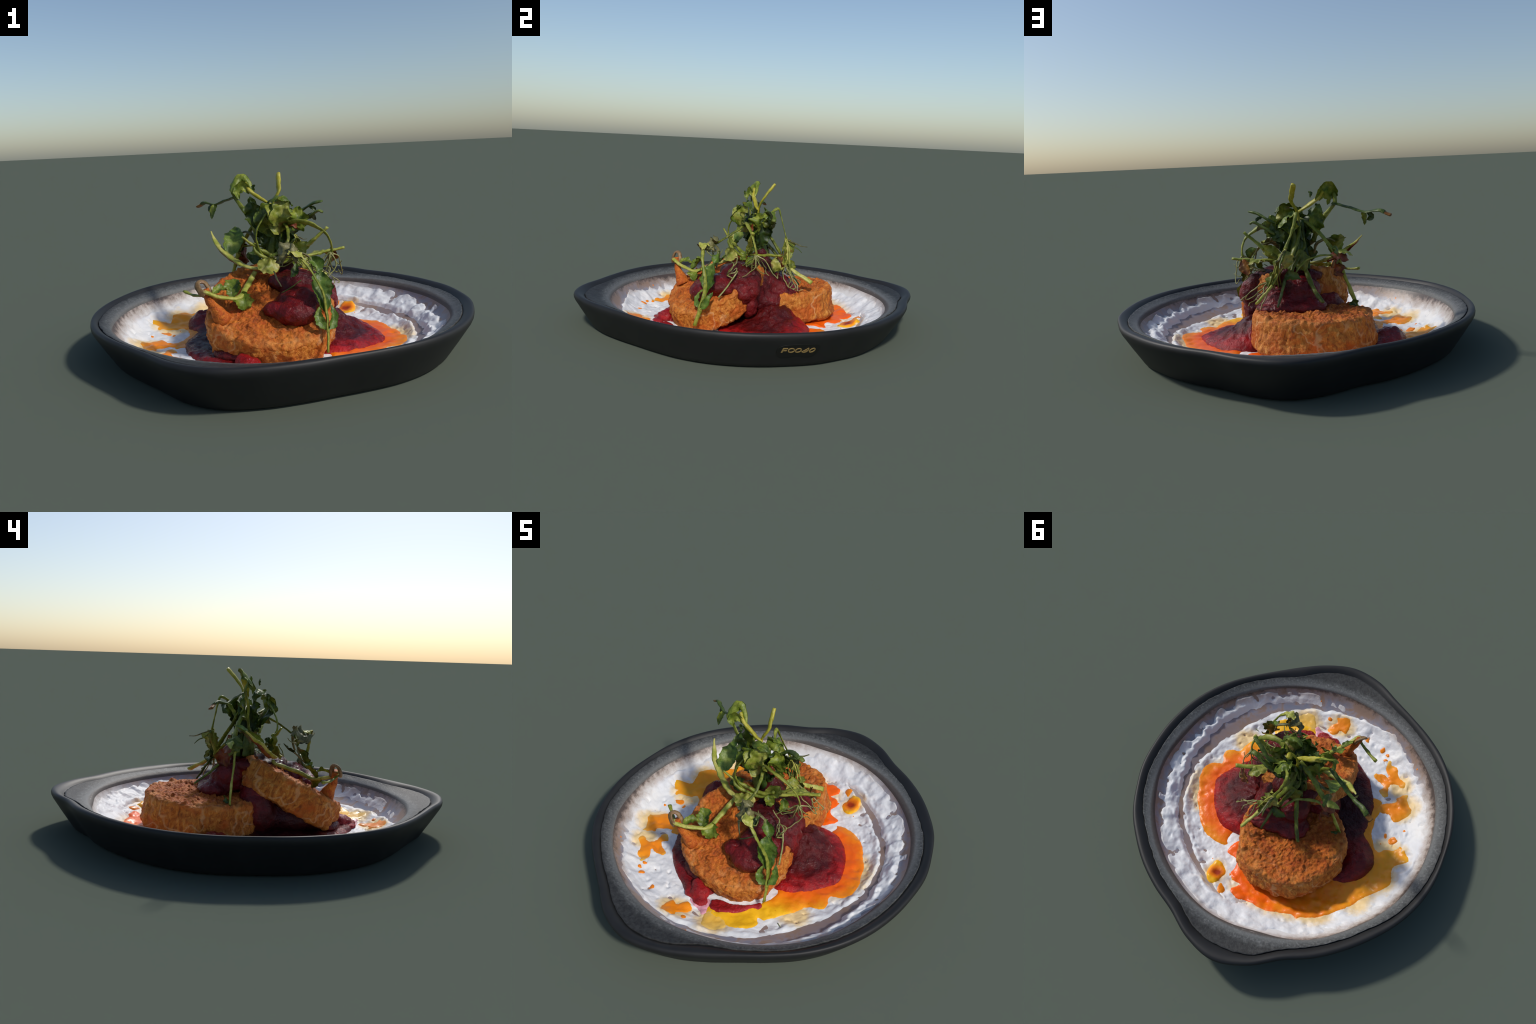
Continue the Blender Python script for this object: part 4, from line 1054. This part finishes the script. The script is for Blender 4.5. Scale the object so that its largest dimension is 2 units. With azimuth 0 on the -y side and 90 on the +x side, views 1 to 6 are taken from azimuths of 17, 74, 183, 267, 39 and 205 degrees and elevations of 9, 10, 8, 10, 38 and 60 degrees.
def wall_patch(name, loops, lift, depth, mat, parent, holes=()):
    """flat outline in (y, z) wrapped onto the wall and given depth"""
    allp, edges, k = [], [], 0
    for lp in loops + list(holes):
        m = len(lp)
        allp += [Vector(p) for p in lp]
        edges += [(k + i, k + (i + 1) % m) for i in range(m)]
        k += m
    faces = [tuple(range(len(loops[0])))]
    if holes:
        co, e2, tris, *_ = delaunay_2d_cdt(allp, edges, [], 2, 1e-7)
        H = [np.array(h) for h in holes]

        def in_hole(c):
            for h in H:
                a, b = h, np.roll(h, -1, 0)
                x = ((a[:, 1] > c[1]) != (b[:, 1] > c[1])) & (c[0] < (b[:, 0] - a[:, 0]) * (c[1] - a[:, 1]) / (b[:, 1] - a[:, 1] + 1e-15) + a[:, 0])
                if x.sum() % 2:
                    return True
            return False
        pts = np.array([tuple(c) for c in co])
        tris = [t for t in tris if not in_hole(pts[list(t)].mean(0))]
        # keep only triangles inside the outer loop
        O = np.array(loops[0])

        def in_outer(c):
            a, b = O, np.roll(O, -1, 0)
            x = ((a[:, 1] > c[1]) != (b[:, 1] > c[1])) & (c[0] < (b[:, 0] - a[:, 0]) * (c[1] - a[:, 1]) / (b[:, 1] - a[:, 1] + 1e-15) + a[:, 0])
            return x.sum() % 2 == 1
        tris = [t for t in tris if in_outer(pts[list(t)].mean(0))]
    else:
        co, e2, tris, *_ = delaunay_2d_cdt(allp, edges, [], 1, 1e-7)
        pts = np.array([tuple(c) for c in co])
    n_out = np.array([0.83, 0.14, -0.53])
    top = np.array([wall_point(y, z) + n_out * lift for y, z in pts])
    bot = top - n_out * depth
    N = len(top)
    count = {}
    for t in tris:
        for i in range(len(t)):
            a, b = t[i], t[(i + 1) % len(t)]
            count[(a, b)] = 1
    f = [tuple(t) for t in tris] + [tuple(i + N for i in t)[::-1] for t in tris]
    for a, b in count:
        if (b, a) not in count:
            f.append((b, a, a + N, b + N))
    return mesh_obj(name, np.concatenate([top, bot]), f, mat, parent, smooth=False)


def ring(cy, cz, a, b, rot, n=40):
    out = []
    for i in range(n):
        t = TAU * i / n
        y, z = a * math.cos(t), b * math.sin(t)
        out.append((cy + y * math.cos(rot) - z * math.sin(rot), cz + y * math.sin(rot) + z * math.cos(rot)))
    return out


def build_emblem(plate):
    patch = mat_plain("label_black", (0.0075, 0.0078, 0.007), 0.55, 0.05)
    gold = mat_plain("dull_gold", (0.30, 0.205, 0.075), 0.5, 0.06)
    # bean-shaped dark label; y runs to the right as seen from outside
    bean = catmull([(-0.083, 0.080), (-0.078, 0.104), (-0.052, 0.122), (0.0, 0.128), (0.06, 0.131), (0.108, 0.130), (0.130, 0.116), (0.128, 0.092), (0.108, 0.066), (0.082, 0.052), (0.062, 0.051),
                    (0.040, 0.060), (0.018, 0.065), (-0.004, 0.058), (-0.030, 0.050), (-0.060, 0.054), (-0.078, 0.066)], 90, closed=True)
    bean = np.c_[bean[:, 0], bean[:, 1] + 0.0115 - 0.045 * bean[:, 0]]
    em = wall_patch("label", [[tuple(p) for p in bean]], 0.0022, 0.004, patch, plate)
    z0, h = 0.1065, 0.0135

    def sl(p):
        return (p[0] + 0.20 * (p[1] - z0), p[1] - 0.045 * p[0])
    t = 0.0054
    F = [(-0.0585, z0 - h), (-0.0515, z0 - h), (-0.0515, z0 - t * 0.5 - 0.0015), (-0.036, z0 - t * 0.5 - 0.0015), (-0.036, z0 + t * 0.5 - 0.0015), (-0.0515, z0 + t * 0.5 - 0.0015), (-0.0515, z0 + h - t),
         (-0.0345, z0 + h - t), (-0.0345, z0 + h), (-0.0585, z0 + h)]
    wall_patch("letter", [[sl(p) for p in F]], 0.0040, 0.003, gold, em)
    for cy, a, b, rot in ((-0.0125, 0.0175, 0.0140, 0.0), (0.0220, 0.0165, 0.0135, 0.32), (0.0925, 0.0170, 0.0120, 0.62)):
        zc = z0 - 0.045 * cy
        wall_patch("letter", [ring(cy, zc, a, b, rot)], 0.0040, 0.003, gold, em, holes=[ring(cy, zc, a - 0.0055, b - 0.0052, rot)])
    # citrus-wedge letter: half disc on a slanted cut with a thin crescent inside
    def wedge(cy, cz, r, k, rot, n=26):
        pts = [(r * math.cos(-math.pi + math.pi * i / n), k * r * math.sin(-math.pi + math.pi * i / n)) for i in range(n + 1)]
        return [(cy + p * math.cos(rot) - q * math.sin(rot), cz + p * math.sin(rot) + q * math.cos(rot)) for p, q in pts]
    zc = z0 - 0.045 * 0.058
    wall_patch("letter", [wedge(0.0555, zc + 0.0040, 0.0200, 0.86, 0.62)], 0.0040, 0.003, gold, em, holes=[wedge(0.0565, zc + 0.0016, 0.0130, 0.74, 0.62)])
    wall_patch("letter", [wedge(0.0572, zc + 0.0004, 0.0090, 0.62, 0.62)], 0.0040, 0.003, gold, em, holes=[wedge(0.0566, zc + 0.0008, 0.0068, 0.40, 0.62)])


build_plate()
build_cream()
build_oil()
build_compote()
build_fritters()
build_greens()
